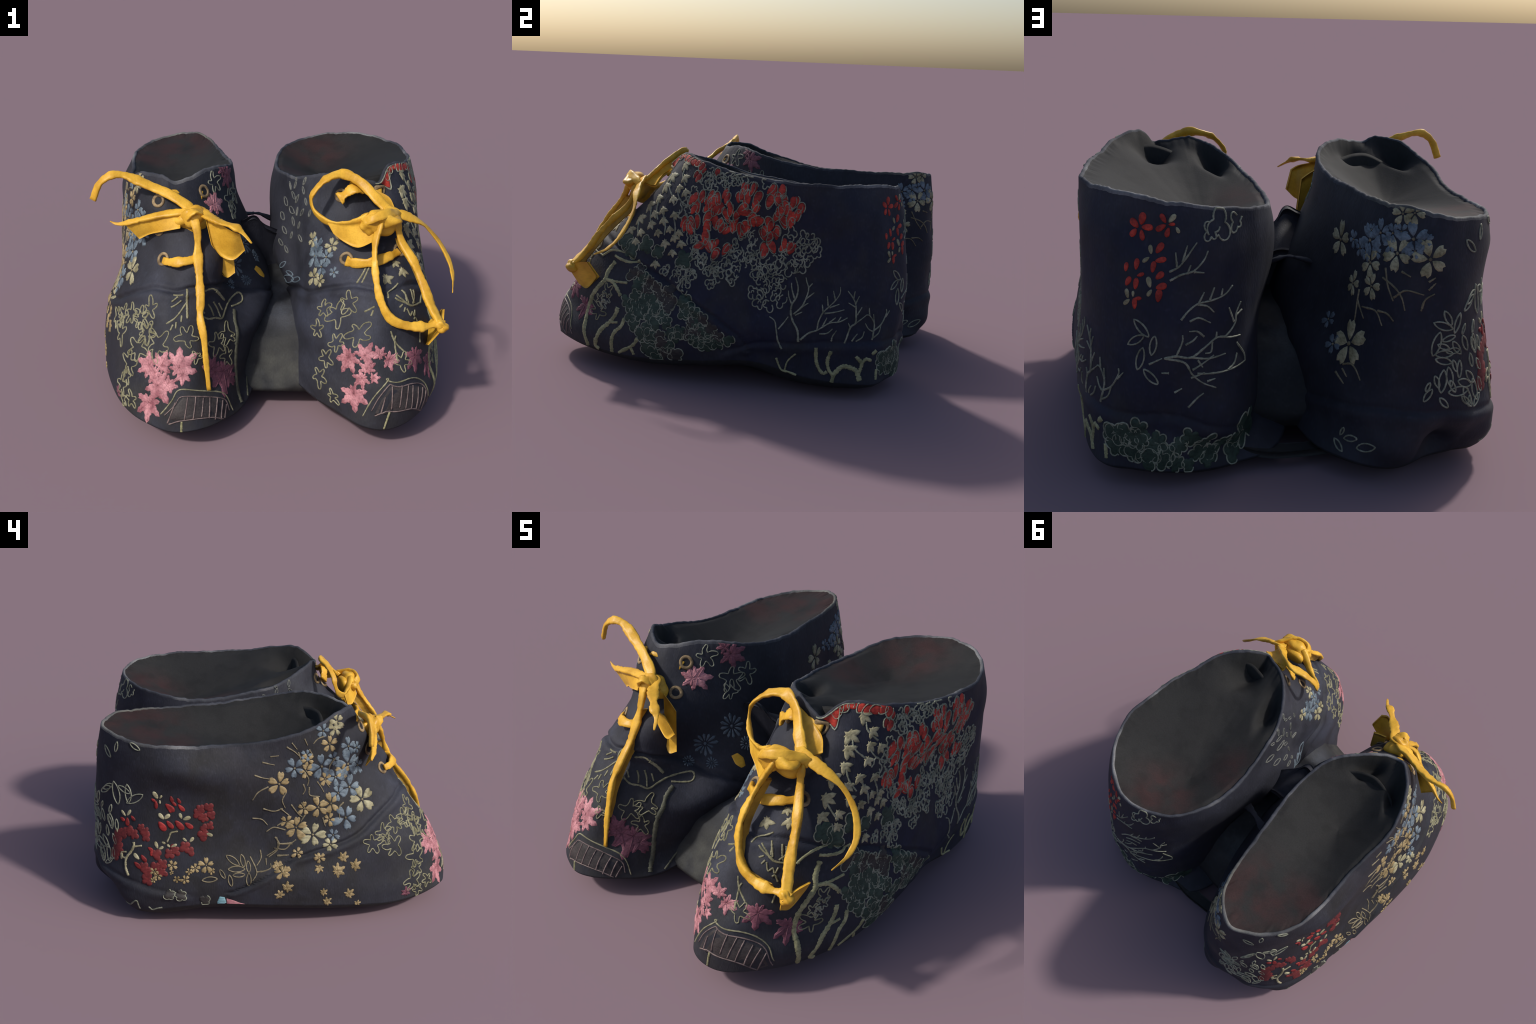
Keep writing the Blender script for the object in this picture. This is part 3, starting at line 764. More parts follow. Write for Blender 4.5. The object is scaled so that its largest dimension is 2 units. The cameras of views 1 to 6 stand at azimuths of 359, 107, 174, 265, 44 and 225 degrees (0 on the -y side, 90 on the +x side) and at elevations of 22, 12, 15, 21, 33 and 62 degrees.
def maple_leaves(shoe, mat, data):
    for d, f, s, ang in data:
        s *= 1.65 if mat is PINK else 1.5 if mat is MAUVE else 1.25
        pl = spot(shoe, d, f)
        pcs = []
        for a, l in ((0, 1.0), (52, .92), (-52, .92), (105, .78), (-105, .78), (160, .5), (-160, .5)):
            base = np.array([(-.12, 0), (.2, .2), (.5, .26), (.62, .16), (.8, .17), (1, 0), (.8, -.17), (.62, -.16), (.5, -.26), (.2, -.2)]) * l
            pcs.append((satin(shoe, pl, turn(turn(base, a + RNG.normal() * 5), ang, s), .003), mat))
            pcs.append((cord(shoe, pl(turn(turn([(0, 0), (.85 * l, 0)], a), ang, s)), .003, height=.0042), mat))
        stitched("maple_leaf", shoe, d, f, pcs)


def palm_leaves(shoe, mat, data):
    for d, f, s, ang in data:
        pl = spot(shoe, d, f)
        pcs = []
        for a, l in ((0, 1.0), (55, 1.0), (-55, 1.0)):
            base = np.array([(-.5, 0), (-.1, .22), (.3, .28), (.7, .2), (1.0, 0), (.7, -.2), (.3, -.28), (-.1, -.22)]) * l * 1.35
            q = turn(base, a) + np.array([(-.25, 0)])
            pcs.append((satin(shoe, pl, turn(q, ang + RNG.normal() * 6, s), .004), mat))
        stitched("palm_leaf", shoe, d, f, pcs)


PETAL = np.array([(.12, 0), (.3, .15), (.55, .27), (.8, .29), (1.0, .17), (.88, .02), (1.0, -.15), (.8, -.29), (.55, -.27), (.3, -.15)])


def blossoms(shoe, mat, data):
    for d, f, s, ang in data:
        pl = spot(shoe, d, f)
        s *= 1.15
        pcs = [(satin(shoe, pl, turn(PETAL * (1 + .07 * RNG.normal()), ang + 72 * k + RNG.normal() * 4, s), .0038), mat) for k in range(5)]
        pcs.append((satin(shoe, pl, turn(lobed(6, .8, 1, 3), 0, s * .1), .0042), STRAW))
        stitched("blossom", shoe, d, f, pcs)


def asters(shoe, mat, data):
    for d, f, s, ang in data:
        pl = spot(shoe, d, f)
        base = np.array([(.2, 0), (.5, .09), (.85, .13), (1, 0), (.85, -.13), (.5, -.09)])
        pcs = [(satin(shoe, pl, turn(base * (1 + .08 * RNG.normal()), 30 * k, s), .003), mat) for k in range(12)]
        pcs.append((satin(shoe, pl, turn(lobed(6, .8, 1, 3), 0, s * .14), .004), mat))
        stitched("aster", shoe, d, f, pcs)


def petals(shoe, name, mat, ratio, edge, data):
    a = np.arange(14) * 2 * np.pi / 14
    for d, f, s, ang in data:
        pl = spot(shoe, d, f)
        r = ratio * (1 + .12 * RNG.normal())
        if name == "red_tuft":
            s, ang = s * RNG.uniform(1.0, 1.4), ang + RNG.normal() * 14
        o = np.stack([np.cos(a), r * np.sin(a) * (1 + .25 * np.cos(a))], -1)
        o = turn(o, ang, s)
        pcs = [(satin(shoe, pl, o, .004), mat)]
        if edge:
            loop = pl(dense(o * 1.1, .005))
            n = len(loop)
            k = int(RNG.integers(0, n))
            loop = np.roll(loop, k, 0)[: int(n * RNG.uniform(.45, .8))]
            pcs.append((cord(shoe, loop, .006, height=.0045), STONE))
        stitched(name, shoe, d, f, pcs)


def clumps(shoe, mat, data, name="foliage_clump", edge=True):
    for d, f, s, ang in data:
        pl = spot(shoe, d, f)
        o = turn(lobed(int(RNG.integers(3, 6)), .62, .8, jitter=.14), ang, s * 1.25) * np.array([1, 1.12])
        pcs = [(satin(shoe, pl, o, .0035), mat)]
        if edge:
            loop = pl(dense(o * 1.06, .005))
            k = int(RNG.integers(0, len(loop)))
            pcs.append((cord(shoe, np.roll(loop, k, 0)[: int(len(loop) * RNG.uniform(.6, .95))], .006), STONE))
        stitched(name, shoe, d, f, pcs)


def clumps_small(shoe, mat, data):
    clumps(shoe, mat, data, "berry_clump", False)


def loops(shoe, mat, data):
    """Outlined squiggly foliage: amoeba-like loops, usually left open."""
    for d, f, s, ang in data:
        pl = spot(shoe, d, f)
        o = turn(lobed(int(RNG.integers(3, 5)), .5, 1.0, jitter=.18), ang + RNG.normal() * 30, s) * np.array([.9, 1.15])
        loop = pl(dense(o, .005))
        k = int(RNG.integers(0, len(loop)))
        pcs = [(cord(shoe, np.roll(loop, k, 0)[: int(len(loop) * RNG.uniform(.7, .97))], .007), mat)]
        if RNG.random() < .45:
            q = turn(np.array([(-.3, 0), (0, .22), (.3, .05), (.12, -.2)]), ang, s)
            pcs.append((cord(shoe, pl(dense(q, .005, False)), .006), mat))
        stitched("looped_leaf", shoe, d, f, pcs)


def outline_leaves(shoe, mat, data):
    x = np.linspace(-1, 1, 13)
    y = .34 * (1 - x * x) ** .8
    base = np.vstack([np.stack([x, y], -1), np.stack([x[-2:0:-1], -y[-2:0:-1]], -1)])
    for d, f, s, ang in data:
        pl = spot(shoe, d, f)
        stitched("pointed_leaf", shoe, d, f, [(cord(shoe, pl(dense(turn(base, ang, s), .005)), .0065, True), mat)])


def line(shoe, name, mat, width, pts):
    p = np.asarray(pts, float)
    p[:, 0] = np.degrees(np.unwrap(np.radians(p[:, 0])))
    width *= 1.25 if name == "tree_trunk" else 1.0
    sc = curve_points(p, 10 * (len(p) - 1) + 3)
    stitched(name, shoe, p[0, 0], p[0, 1], [(cord(shoe, sc, width, height=.0035 + .12 * max(width - .009, 0), taper=name in ("branch", "grass")), mat)], stuff=True)


def patch(shoe, name, mat, pts):
    p = np.asarray(pts, float)
    p[:, 0] = np.degrees(np.unwrap(np.radians(p[:, 0])))
    c = p.mean(0)
    ring = dense(p, .6)
    stitched(name, shoe, c[0], c[1], [(satin(shoe, lambda q: q, ring, .0015), mat)])



# right shoe, vamp front: star leaves, pink leaf spray, hatched bridge
star_leaves(SHOE_R, CREAM, [(265.0, 0.503, 0.05, 114), (256.5, 0.443, 0.067, 160), (269.0, 0.4, 0.059, 61), (255.5, 0.327, 0.046, 145), (247.5, 0.237, 0.045, 139), (241.0, 0.133, 0.046, 137), (250.5, 0.073, 0.039, 114), (242.0, 0.35, 0.039, 104), (294.0, 0.293, 0.043, 102), (247.0, 0.44, 0.039, 110)])
maple_leaves(SHOE_R, PINK, [(263.0, 0.29, 0.056, -112), (272.5, 0.323, 0.042, 79), (281.0, 0.337, 0.03, 113), (286.5, 0.317, 0.036, -21), (273.5, 0.267, 0.033, 104), (277.0, 0.237, 0.022, 18), (270.5, 0.217, 0.036, -126), (265.0, 0.133, 0.058, -68)])
maple_leaves(SHOE_R, MAUVE, [(302.5, 0.277, 0.06, -105), (315.0, 0.2, 0.06, -94)])
line(SHOE_R, "stitch_line", CREAM, 0.007, [(270.5, 0.05), (275.0, 0.123), (280.0, 0.19), (285.5, 0.243), (285.0, 0.24), (298.5, 0.203), (310.5, 0.133), (315.0, 0.057)])
line(SHOE_R, "stitch_line", DUSK, 0.006, [(276.0, 0.09), (280.5, 0.167), (285.5, 0.22), (288.5, 0.217), (301.5, 0.167), (310.5, 0.117), (315.0, 0.027)])
line(SHOE_R, "stitch_line", DUSK, 0.006, [(278.0, 0.07), (282.5, 0.093), (287.0, 0.103), (300.5, 0.067), (310.0, 0.007)])
line(SHOE_R, "hatch_line", DUSK, 0.007, [(283.5, 0.17), (281.5, 0.087)])
line(SHOE_R, "hatch_line", DUSK, 0.007, [(287.5, 0.217), (287.5, 0.113)])
line(SHOE_R, "hatch_line", DUSK, 0.007, [(293.5, 0.203), (292.5, 0.11)])
line(SHOE_R, "hatch_line", DUSK, 0.007, [(298.0, 0.18), (296.5, 0.087)])
line(SHOE_R, "hatch_line", DUSK, 0.007, [(301.5, 0.16), (300.5, 0.067)])
line(SHOE_R, "hatch_line", DUSK, 0.007, [(305.5, 0.137), (304.5, 0.043)])
line(SHOE_R, "hatch_line", DUSK, 0.007, [(309.0, 0.12), (307.0, 0.027)])
line(SHOE_R, "hatch_line", DUSK, 0.007, [(311.5, 0.1), (310.0, 0.007)])
line(SHOE_R, "post_line", OLIVE, 0.012, [(286.5, 0.1), (284.5, 0.007)])
patch(SHOE_R, "bridge_ground", BROWN, [(277.0, 0.073), (280.5, 0.15), (285.5, 0.217), (288.5, 0.217), (295.5, 0.197), (301.5, 0.16), (310.5, 0.113), (314.5, 0.023), (310.0, 0.0), (300.5, 0.063), (287.5, 0.103)])

# right shoe, vamp: little insect and twigs in front of the lace
line(SHOE_R, "twig", CREAM, 0.0092, [(292.0, 0.563), (295.5, 0.53), (299.0, 0.493), (302.5, 0.473), (310.5, 0.457)])
line(SHOE_R, "twig", CREAM, 0.0092, [(296.0, 0.56), (298.0, 0.527), (299.5, 0.497)])
line(SHOE_R, "twig", CREAM, 0.0092, [(303.0, 0.527), (304.0, 0.497), (302.5, 0.48)])
line(SHOE_R, "twig", CREAM, 0.0092, [(294.5, 0.593), (288.5, 0.587), (287.0, 0.56)])
line(SHOE_R, "twig", CREAM, 0.0092, [(270.5, 0.583), (275.0, 0.63), (279.0, 0.677)])
line(SHOE_R, "twig", CREAM, 0.0092, [(273.5, 0.59), (279.0, 0.66)])
line(SHOE_R, "twig", CREAM, 0.0092, [(273.5, 0.49), (279.5, 0.523)])
line(SHOE_R, "twig", CREAM, 0.0092, [(277.0, 0.483), (278.5, 0.507)])
line(SHOE_R, "twig", CREAM, 0.0092, [(291.0, 0.557), (298.5, 0.5), (301.5, 0.477), (306.5, 0.463)])
line(SHOE_R, "twig", CREAM, 0.0092, [(297.0, 0.547), (298.5, 0.507)])
line(SHOE_R, "twig", CREAM, 0.0092, [(301.0, 0.537), (304.0, 0.477)])
line(SHOE_R, "twig", CREAM, 0.0092, [(298.0, 0.483), (300.0, 0.447), (301.5, 0.453), (303.0, 0.433), (303.5, 0.453)])
line(SHOE_R, "twig", CREAM, 0.0092, [(302.5, 0.42), (303.5, 0.423), (305.5, 0.397)])
line(SHOE_R, "twig", CREAM, 0.0092, [(306.5, 0.313), (306.5, 0.343), (307.0, 0.363)])
line(SHOE_R, "twig", CREAM, 0.0092, [(293.5, 0.513), (295.5, 0.513)])
line(SHOE_R, "twig", CREAM, 0.0092, [(296.0, 0.483), (297.0, 0.493)])
line(SHOE_R, "twig", CREAM, 0.0092, [(287.5, 0.437), (290.0, 0.39), (295.5, 0.327)])
line(SHOE_R, "twig", CREAM, 0.0092, [(290.5, 0.413), (290.0, 0.387), (291.5, 0.3)])

# right shoe, outer vamp: pale tree trunks and clumped foliage
line(SHOE_R, "tree_trunk", OLIVE, 0.022, [(317.5, 0.453), (318.0, 0.4), (319.5, 0.357), (318.5, 0.313), (317.0, 0.247), (317.5, 0.177), (320.5, 0.12), (322.5, 0.067), (323.5, 0.0)])
line(SHOE_R, "tree_trunk", OLIVE, 0.018, [(320.0, 0.363), (323.0, 0.36), (326.5, 0.33), (328.5, 0.303)])
line(SHOE_R, "tree_trunk", OLIVE, 0.011, [(322.0, 0.363), (328.0, 0.373)])
line(SHOE_R, "tree_trunk", OLIVE, 0.02, [(329.5, 0.243), (330.0, 0.203), (329.5, 0.157), (328.5, 0.12), (328.0, 0.073), (327.0, 0.017), (328.5, 0.0)])
line(SHOE_R, "tree_trunk", OLIVE, 0.011, [(330.0, 0.16), (332.5, 0.17)])
line(SHOE_R, "tree_trunk", OLIVE, 0.018, [(334.0, 0.2), (334.5, 0.157), (333.5, 0.12), (333.5, 0.07), (333.5, 0.003)])
line(SHOE_R, "tree_trunk", OLIVE, 0.016, [(341.5, 0.113), (340.5, 0.067), (336.0, 0.007)])
line(SHOE_R, "tree_trunk", OLIVE, 0.014, [(340.0, 0.053), (341.0, 0.013)])
line(SHOE_R, "tree_trunk", OLIVE, 0.011, [(309.5, 0.457), (312.0, 0.49), (315.0, 0.503), (319.0, 0.503)])
line(SHOE_R, "tree_trunk", OLIVE, 0.012, [(316.0, 0.477), (319.5, 0.47), (323.5, 0.47), (326.5, 0.487)])
line(SHOE_R, "tree_trunk", OLIVE, 0.009, [(319.0, 0.503), (323.5, 0.487)])
star_leaves(SHOE_R, CREAM, [(323.5, 0.31, 0.034, 51), (321.5, 0.257, 0.031, 139), (322.5, 0.193, 0.051, -85)])
clumps(SHOE_R, GREEN, [(331.5, 0.41, 0.031, 43), (331.5, 0.373, 0.03, 43), (333.0, 0.317, 0.03, 40), (331.5, 0.28, 0.03, 39), (334.5, 0.267, 0.031, 33), (338.0, 0.273, 0.03, 43), (338.0, 0.32, 0.031, 41), (335.5, 0.223, 0.031, 43), (338.0, 0.24, 0.03, 37), (342.0, 0.233, 0.029, 43), (345.5, 0.237, 0.028, 39), (338.0, 0.183, 0.032, 43), (342.5, 0.177, 0.031, 35), (342.0, 0.14, 0.03, 36), (352.0, 0.133, 0.03, 36), (345.0, 0.067, 0.037, 34), (347.0, 0.033, 0.038, 36), (351.5, 0.287, 0.03, 36), (354.5, 0.277, 0.029, 40), (359.0, 0.113, 0.031, 30), (3.0, 0.113, 0.032, 32), (0.5, 0.153, 0.032, 30), (7.5, 0.12, 0.029, 35), (349.0, 0.323, 0.029, 41)])
clumps(SHOE_R, DARKFILL, [(327.5, 0.42, 0.027, 43), (329.0, 0.443, 0.027, 44), (334.5, 0.4, 0.028, 38), (337.5, 0.377, 0.026, 42), (335.0, 0.36, 0.028, 44), (339.5, 0.35, 0.029, 29), (341.5, 0.37, 0.03, 34), (342.5, 0.327, 0.027, 39), (345.0, 0.287, 0.027, 30), (345.0, 0.32, 0.028, 30), (357.5, 0.247, 0.028, 28), (354.5, 0.22, 0.026, 29), (355.0, 0.167, 0.03, 24), (357.5, 0.17, 0.03, 28), (1.0, 0.187, 0.031, 28), (4.0, 0.15, 0.031, 25), (347.5, 0.14, 0.029, 32), (349.0, 0.093, 0.031, 27), (350.0, 0.047, 0.033, 29), (353.0, 0.03, 0.035, 28)])

# right shoe, outer quarter: ivory leaves, red thicket, looped foliage
palm_leaves(SHOE_R, IVORY, [(313.5, 0.957, 0.035, -35), (320.0, 0.907, 0.03, -45), (310.5, 0.887, 0.041, -32), (312.0, 0.837, 0.037, -36), (321.0, 0.857, 0.028, -54), (326.0, 0.85, 0.028, -61), (313.0, 0.78, 0.032, -40), (322.0, 0.803, 0.028, -57), (310.0, 0.733, 0.039, -38), (317.5, 0.71, 0.03, -49), (321.0, 0.74, 0.029, -55), (327.5, 0.737, 0.027, -73), (311.0, 0.667, 0.039, -38), (320.0, 0.663, 0.03, -48), (324.5, 0.697, 0.028, -69), (312.0, 0.607, 0.033, -42), (318.0, 0.613, 0.028, -52), (325.5, 0.637, 0.026, -66), (329.0, 0.667, 0.024, -70), (332.5, 0.633, 0.027, -69), (333.0, 0.66, 0.025, -75), (330.5, 0.597, 0.028, -70), (336.0, 0.61, 0.028, -69), (319.0, 0.567, 0.028, -64), (335.0, 0.56, 0.025, -73), (332.0, 0.49, 0.027, -73)])
palm_leaves(SHOE_R, IVORY, [(295.5, 0.657, 0.024, -109), (299.5, 0.607, 0.031, -119), (288.5, 0.63, 0.033, -71)])
clumps(SHOE_R, GREEN, [(314.0, 0.557, 0.038, 35), (320.0, 0.527, 0.037, 39), (324.5, 0.567, 0.036, 32), (330.0, 0.553, 0.035, 38), (340.5, 0.537, 0.034, 35)])
petals(SHOE_R, "red_tuft", RED, .5, CREAM, [(331.5, 0.837, 0.03, 63), (334.5, 0.86, 0.028, 89), (335.0, 0.807, 0.031, 68), (338.5, 0.873, 0.028, 73), (339.5, 0.82, 0.03, 76), (341.5, 0.853, 0.026, 84), (342.5, 0.87, 0.027, 114), (345.0, 0.823, 0.029, 85), (346.5, 0.877, 0.029, 107), (350.0, 0.833, 0.028, 109), (348.5, 0.8, 0.029, 82), (352.0, 0.94, 0.027, 112), (351.5, 0.89, 0.026, 77), (355.5, 0.9, 0.028, 76), (356.0, 0.943, 0.025, 83), (0.0, 0.903, 0.027, 74), (0.0, 0.863, 0.027, 80), (355.0, 0.833, 0.032, 53), (353.5, 0.787, 0.03, 99), (345.0, 0.75, 0.031, 84), (341.5, 0.763, 0.03, 73), (342.0, 0.717, 0.03, 88), (332.5, 0.717, 0.029, 91), (336.0, 0.687, 0.029, 98), (335.0, 0.72, 0.029, 96), (337.5, 0.733, 0.028, 99), (352.5, 0.733, 0.029, 81), (357.0, 0.72, 0.03, 101), (348.0, 0.73, 0.03, 79), (351.0, 0.71, 0.029, 67), (343.5, 0.66, 0.028, 88), (348.0, 0.627, 0.028, 81), (354.0, 0.613, 0.028, 57), (351.0, 0.583, 0.029, 92), (342.5, 0.617, 0.031, 48), (346.5, 0.62, 0.028, 119), (5.5, 0.947, 0.029, 89), (5.5, 0.897, 0.027, 71), (9.5, 0.957, 0.026, 95), (9.0, 0.907, 0.028, 85), (12.0, 0.907, 0.028, 110), (11.5, 0.86, 0.027, 78), (15.0, 0.853, 0.028, 97), (10.5, 0.82, 0.028, 73), (14.0, 0.797, 0.029, 117), (16.0, 0.903, 0.027, 74), (19.5, 0.87, 0.029, 76), (19.0, 0.837, 0.028, 79), (17.5, 0.793, 0.027, 99), (9.5, 0.763, 0.029, 86), (13.0, 0.723, 0.029, 92), (7.5, 0.733, 0.027, 101), (10.5, 0.693, 0.027, 89), (9.5, 0.633, 0.027, 89), (13.0, 0.65, 0.026, 107), (17.5, 0.673, 0.027, 84), (20.5, 0.657, 0.03, 63), (0.5, 0.787, 0.032, 87), (4.0, 0.777, 0.031, 65), (359.0, 0.74, 0.032, 71)])
petals(SHOE_R, "red_tuft", RED, .5, CREAM, [(331.0, 0.83, 0.027, 79), (335.0, 0.857, 0.024, 109), (334.0, 0.787, 0.026, 84), (338.5, 0.85, 0.026, 71), (341.0, 0.827, 0.023, 75), (340.5, 0.843, 0.024, 65), (343.0, 0.86, 0.023, 99), (343.5, 0.81, 0.025, 76), (344.5, 0.897, 0.022, 86), (350.0, 0.823, 0.026, 83), (349.5, 0.78, 0.028, 81), (353.0, 0.943, 0.023, 84), (352.5, 0.907, 0.025, 104), (355.5, 0.877, 0.025, 84), (356.5, 0.95, 0.024, 91), (359.5, 0.907, 0.025, 74), (1.0, 0.843, 0.026, 74), (357.0, 0.82, 0.028, 32), (353.5, 0.803, 0.027, 75), (347.0, 0.737, 0.025, 77), (342.0, 0.777, 0.027, 59), (342.0, 0.727, 0.026, 111), (334.0, 0.7, 0.024, 99), (336.5, 0.693, 0.024, 108), (335.0, 0.707, 0.026, 83), (336.0, 0.723, 0.024, 120), (353.5, 0.74, 0.027, 71), (358.5, 0.723, 0.027, 70), (347.0, 0.75, 0.024, 77), (349.0, 0.72, 0.026, 73), (343.5, 0.677, 0.024, 120), (349.0, 0.637, 0.025, 60), (355.0, 0.62, 0.025, 56), (351.0, 0.58, 0.022, 80), (343.0, 0.613, 0.026, 27), (346.5, 0.623, 0.024, 111), (4.0, 0.957, 0.023, 59), (5.5, 0.893, 0.025, 91), (9.5, 0.95, 0.025, 122), (9.5, 0.903, 0.023, 107), (12.0, 0.91, 0.023, 92), (11.0, 0.85, 0.024, 60), (13.0, 0.87, 0.025, 93), (11.5, 0.833, 0.026, 67), (14.0, 0.807, 0.024, 123), (15.5, 0.907, 0.024, 78), (19.0, 0.877, 0.022, 70), (17.5, 0.83, 0.025, 70), (16.5, 0.803, 0.026, 82), (8.5, 0.777, 0.026, 97), (13.0, 0.743, 0.025, 95), (7.5, 0.713, 0.026, 107), (11.0, 0.71, 0.024, 86), (10.5, 0.617, 0.023, 93), (12.0, 0.663, 0.026, 112), (17.0, 0.657, 0.023, 74), (19.5, 0.667, 0.024, 52), (1.5, 0.773, 0.027, 98), (2.0, 0.783, 0.03, 47), (358.0, 0.747, 0.027, 76)])
petals(SHOE_R, "red_tuft", RED, .7, CREAM, [(295.0, 1.0, 0.048, 72), (297.5, 1.0, 0.03, 56), (299.5, 1.0, 0.025, 39), (302.0, 1.0, 0.024, 40), (305.5, 0.993, 0.018, 7), (310.0, 0.987, 0.021, 37), (314.0, 0.98, 0.021, 21), (317.5, 0.983, 0.022, 28), (321.0, 0.987, 0.022, 51), (324.5, 0.98, 0.019, 81), (327.0, 0.967, 0.018, 83), (324.5, 0.94, 0.02, 61), (327.0, 0.93, 0.021, 81), (334.0, 0.98, 0.02, 96)])
loops(SHOE_R, STONE, [(340.0, 0.643, 0.032, 44), (343.0, 0.563, 0.034, 40), (346.5, 0.553, 0.03, 46), (352.5, 0.51, 0.03, 46), (354.5, 0.43, 0.031, 44), (356.5, 0.473, 0.032, 43), (356.0, 0.537, 0.032, 38), (1.5, 0.463, 0.031, 45), (358.0, 0.573, 0.029, 45), (2.0, 0.513, 0.032, 37), (358.0, 0.64, 0.033, 39), (1.0, 0.583, 0.031, 40), (3.0, 0.693, 0.032, 42), (5.5, 0.633, 0.032, 41), (4.0, 0.61, 0.03, 46), (7.5, 0.56, 0.031, 37), (10.0, 0.597, 0.034, 39), (10.5, 0.513, 0.029, 45), (12.5, 0.473, 0.032, 40), (14.5, 0.44, 0.031, 38), (14.0, 0.577, 0.032, 39), (16.0, 0.527, 0.03, 43), (18.5, 0.483, 0.031, 44), (18.0, 0.55, 0.032, 45), (10.5, 0.403, 0.03, 40), (14.0, 0.347, 0.034, 39), (17.5, 0.34, 0.03, 49), (19.0, 0.397, 0.031, 51), (21.0, 0.37, 0.032, 53), (18.5, 0.697, 0.032, 43), (19.0, 0.74, 0.03, 49), (23.5, 0.623, 0.033, 45), (22.5, 0.567, 0.031, 49), (24.0, 0.687, 0.032, 48), (25.5, 0.567, 0.032, 46), (27.5, 0.61, 0.032, 44), (24.5, 0.73, 0.033, 46), (28.5, 0.7, 0.032, 42), (30.0, 0.657, 0.031, 46), (340.0, 0.95, 0.031, 57), (334.5, 0.937, 0.032, 52), (332.0, 0.927, 0.034, 54), (341.5, 0.977, 0.032, 49), (347.5, 0.983, 0.03, 54), (1.0, 0.987, 0.029, 46), (329.5, 0.81, 0.031, 52), (342.5, 0.467, 0.033, 46), (346.0, 0.463, 0.034, 43), (345.5, 0.4, 0.032, 45)])
loops(SHOE_R, STONE, [(336.0, 0.473, 0.032, 43), (343.0, 0.477, 0.033, 43), (346.5, 0.47, 0.035, 38), (341.0, 0.45, 0.035, 42), (345.5, 0.403, 0.032, 46)])

# right shoe, rear quarter: bare branches
line(SHOE_R, "branch", STONE, 0.013, [(29.0, 0.18), (28.0, 0.237), (26.0, 0.283), (25.0, 0.327), (25.0, 0.367), (26.0, 0.41), (26.0, 0.46), (24.5, 0.51)])
line(SHOE_R, "branch", STONE, 0.01, [(26.0, 0.317), (28.0, 0.363), (29.0, 0.41), (29.5, 0.463), (28.5, 0.5), (28.0, 0.52)])
line(SHOE_R, "branch", STONE, 0.0092, [(29.5, 0.473), (30.5, 0.497)])
line(SHOE_R, "branch", STONE, 0.0092, [(29.0, 0.41), (31.5, 0.453)])
line(SHOE_R, "branch", STONE, 0.0092, [(28.0, 0.363), (30.0, 0.393)])
line(SHOE_R, "branch", STONE, 0.0092, [(26.5, 0.313), (28.5, 0.34)])
line(SHOE_R, "branch", STONE, 0.0092, [(25.0, 0.363), (23.5, 0.403), (23.0, 0.433)])
line(SHOE_R, "branch", STONE, 0.0092, [(25.5, 0.397), (24.0, 0.447), (23.5, 0.477)])
line(SHOE_R, "branch", STONE, 0.011, [(29.5, 0.193), (31.5, 0.237), (34.0, 0.263), (37.5, 0.31), (41.0, 0.323), (44.0, 0.347)])
line(SHOE_R, "branch", STONE, 0.009, [(34.0, 0.263), (34.0, 0.313), (35.0, 0.36), (37.0, 0.397), (39.0, 0.43), (40.5, 0.467), (40.5, 0.5)])
line(SHOE_R, "branch", STONE, 0.0092, [(39.0, 0.43), (38.0, 0.477)])
line(SHOE_R, "branch", STONE, 0.0092, [(36.5, 0.397), (36.0, 0.447)])
line(SHOE_R, "branch", STONE, 0.0092, [(35.0, 0.36), (34.5, 0.4)])
line(SHOE_R, "branch", STONE, 0.0092, [(35.5, 0.357), (39.0, 0.37), (42.5, 0.387)])
line(SHOE_R, "branch", STONE, 0.0092, [(37.0, 0.39), (40.5, 0.413)])
line(SHOE_R, "branch", STONE, 0.0092, [(35.5, 0.29), (36.5, 0.337)])
line(SHOE_R, "branch", STONE, 0.0092, [(37.5, 0.313), (39.5, 0.343)])
line(SHOE_R, "branch", STONE, 0.0092, [(40.5, 0.323), (41.5, 0.35)])
line(SHOE_R, "branch", STONE, 0.0092, [(35.0, 0.247), (37.5, 0.257), (39.0, 0.283)])
line(SHOE_R, "branch", STONE, 0.011, [(44.0, 0.213), (45.5, 0.297), (47.5, 0.32), (47.5, 0.37), (47.0, 0.42), (45.5, 0.453), (43.5, 0.483)])
line(SHOE_R, "branch", STONE, 0.0092, [(47.0, 0.42), (48.5, 0.46)])
line(SHOE_R, "branch", STONE, 0.0092, [(46.0, 0.443), (46.5, 0.483)])
line(SHOE_R, "branch", STONE, 0.0092, [(47.0, 0.403), (44.0, 0.423)])
line(SHOE_R, "branch", STONE, 0.0092, [(48.0, 0.363), (50.0, 0.403)])
line(SHOE_R, "branch", STONE, 0.0092, [(46.5, 0.31), (49.0, 0.333), (52.0, 0.36)])
line(SHOE_R, "branch", STONE, 0.0092, [(45.5, 0.297), (44.5, 0.32)])
line(SHOE_R, "branch", STONE, 0.01, [(55.0, 0.237), (56.0, 0.277), (56.5, 0.32), (54.0, 0.36), (52.0, 0.363)])
line(SHOE_R, "branch", STONE, 0.0092, [(56.5, 0.32), (56.0, 0.367)])
line(SHOE_R, "branch", STONE, 0.0092, [(54.0, 0.36), (53.5, 0.4)])
line(SHOE_R, "branch", STONE, 0.0092, [(56.0, 0.283), (60.5, 0.313), (64.0, 0.367), (64.0, 0.39)])
line(SHOE_R, "branch", STONE, 0.0092, [(63.5, 0.35), (66.5, 0.38)])
line(SHOE_R, "branch", STONE, 0.0092, [(55.5, 0.28), (53.5, 0.293), (52.0, 0.32)])
line(SHOE_R, "branch", STONE, 0.0092, [(55.5, 0.247), (59.0, 0.273), (60.5, 0.313)])
line(SHOE_R, "branch", STONE, 0.01, [(25.0, 0.12), (23.0, 0.153), (21.5, 0.21), (20.5, 0.257), (18.5, 0.277)])
line(SHOE_R, "branch", STONE, 0.0092, [(22.0, 0.22), (23.5, 0.263), (24.5, 0.297)])
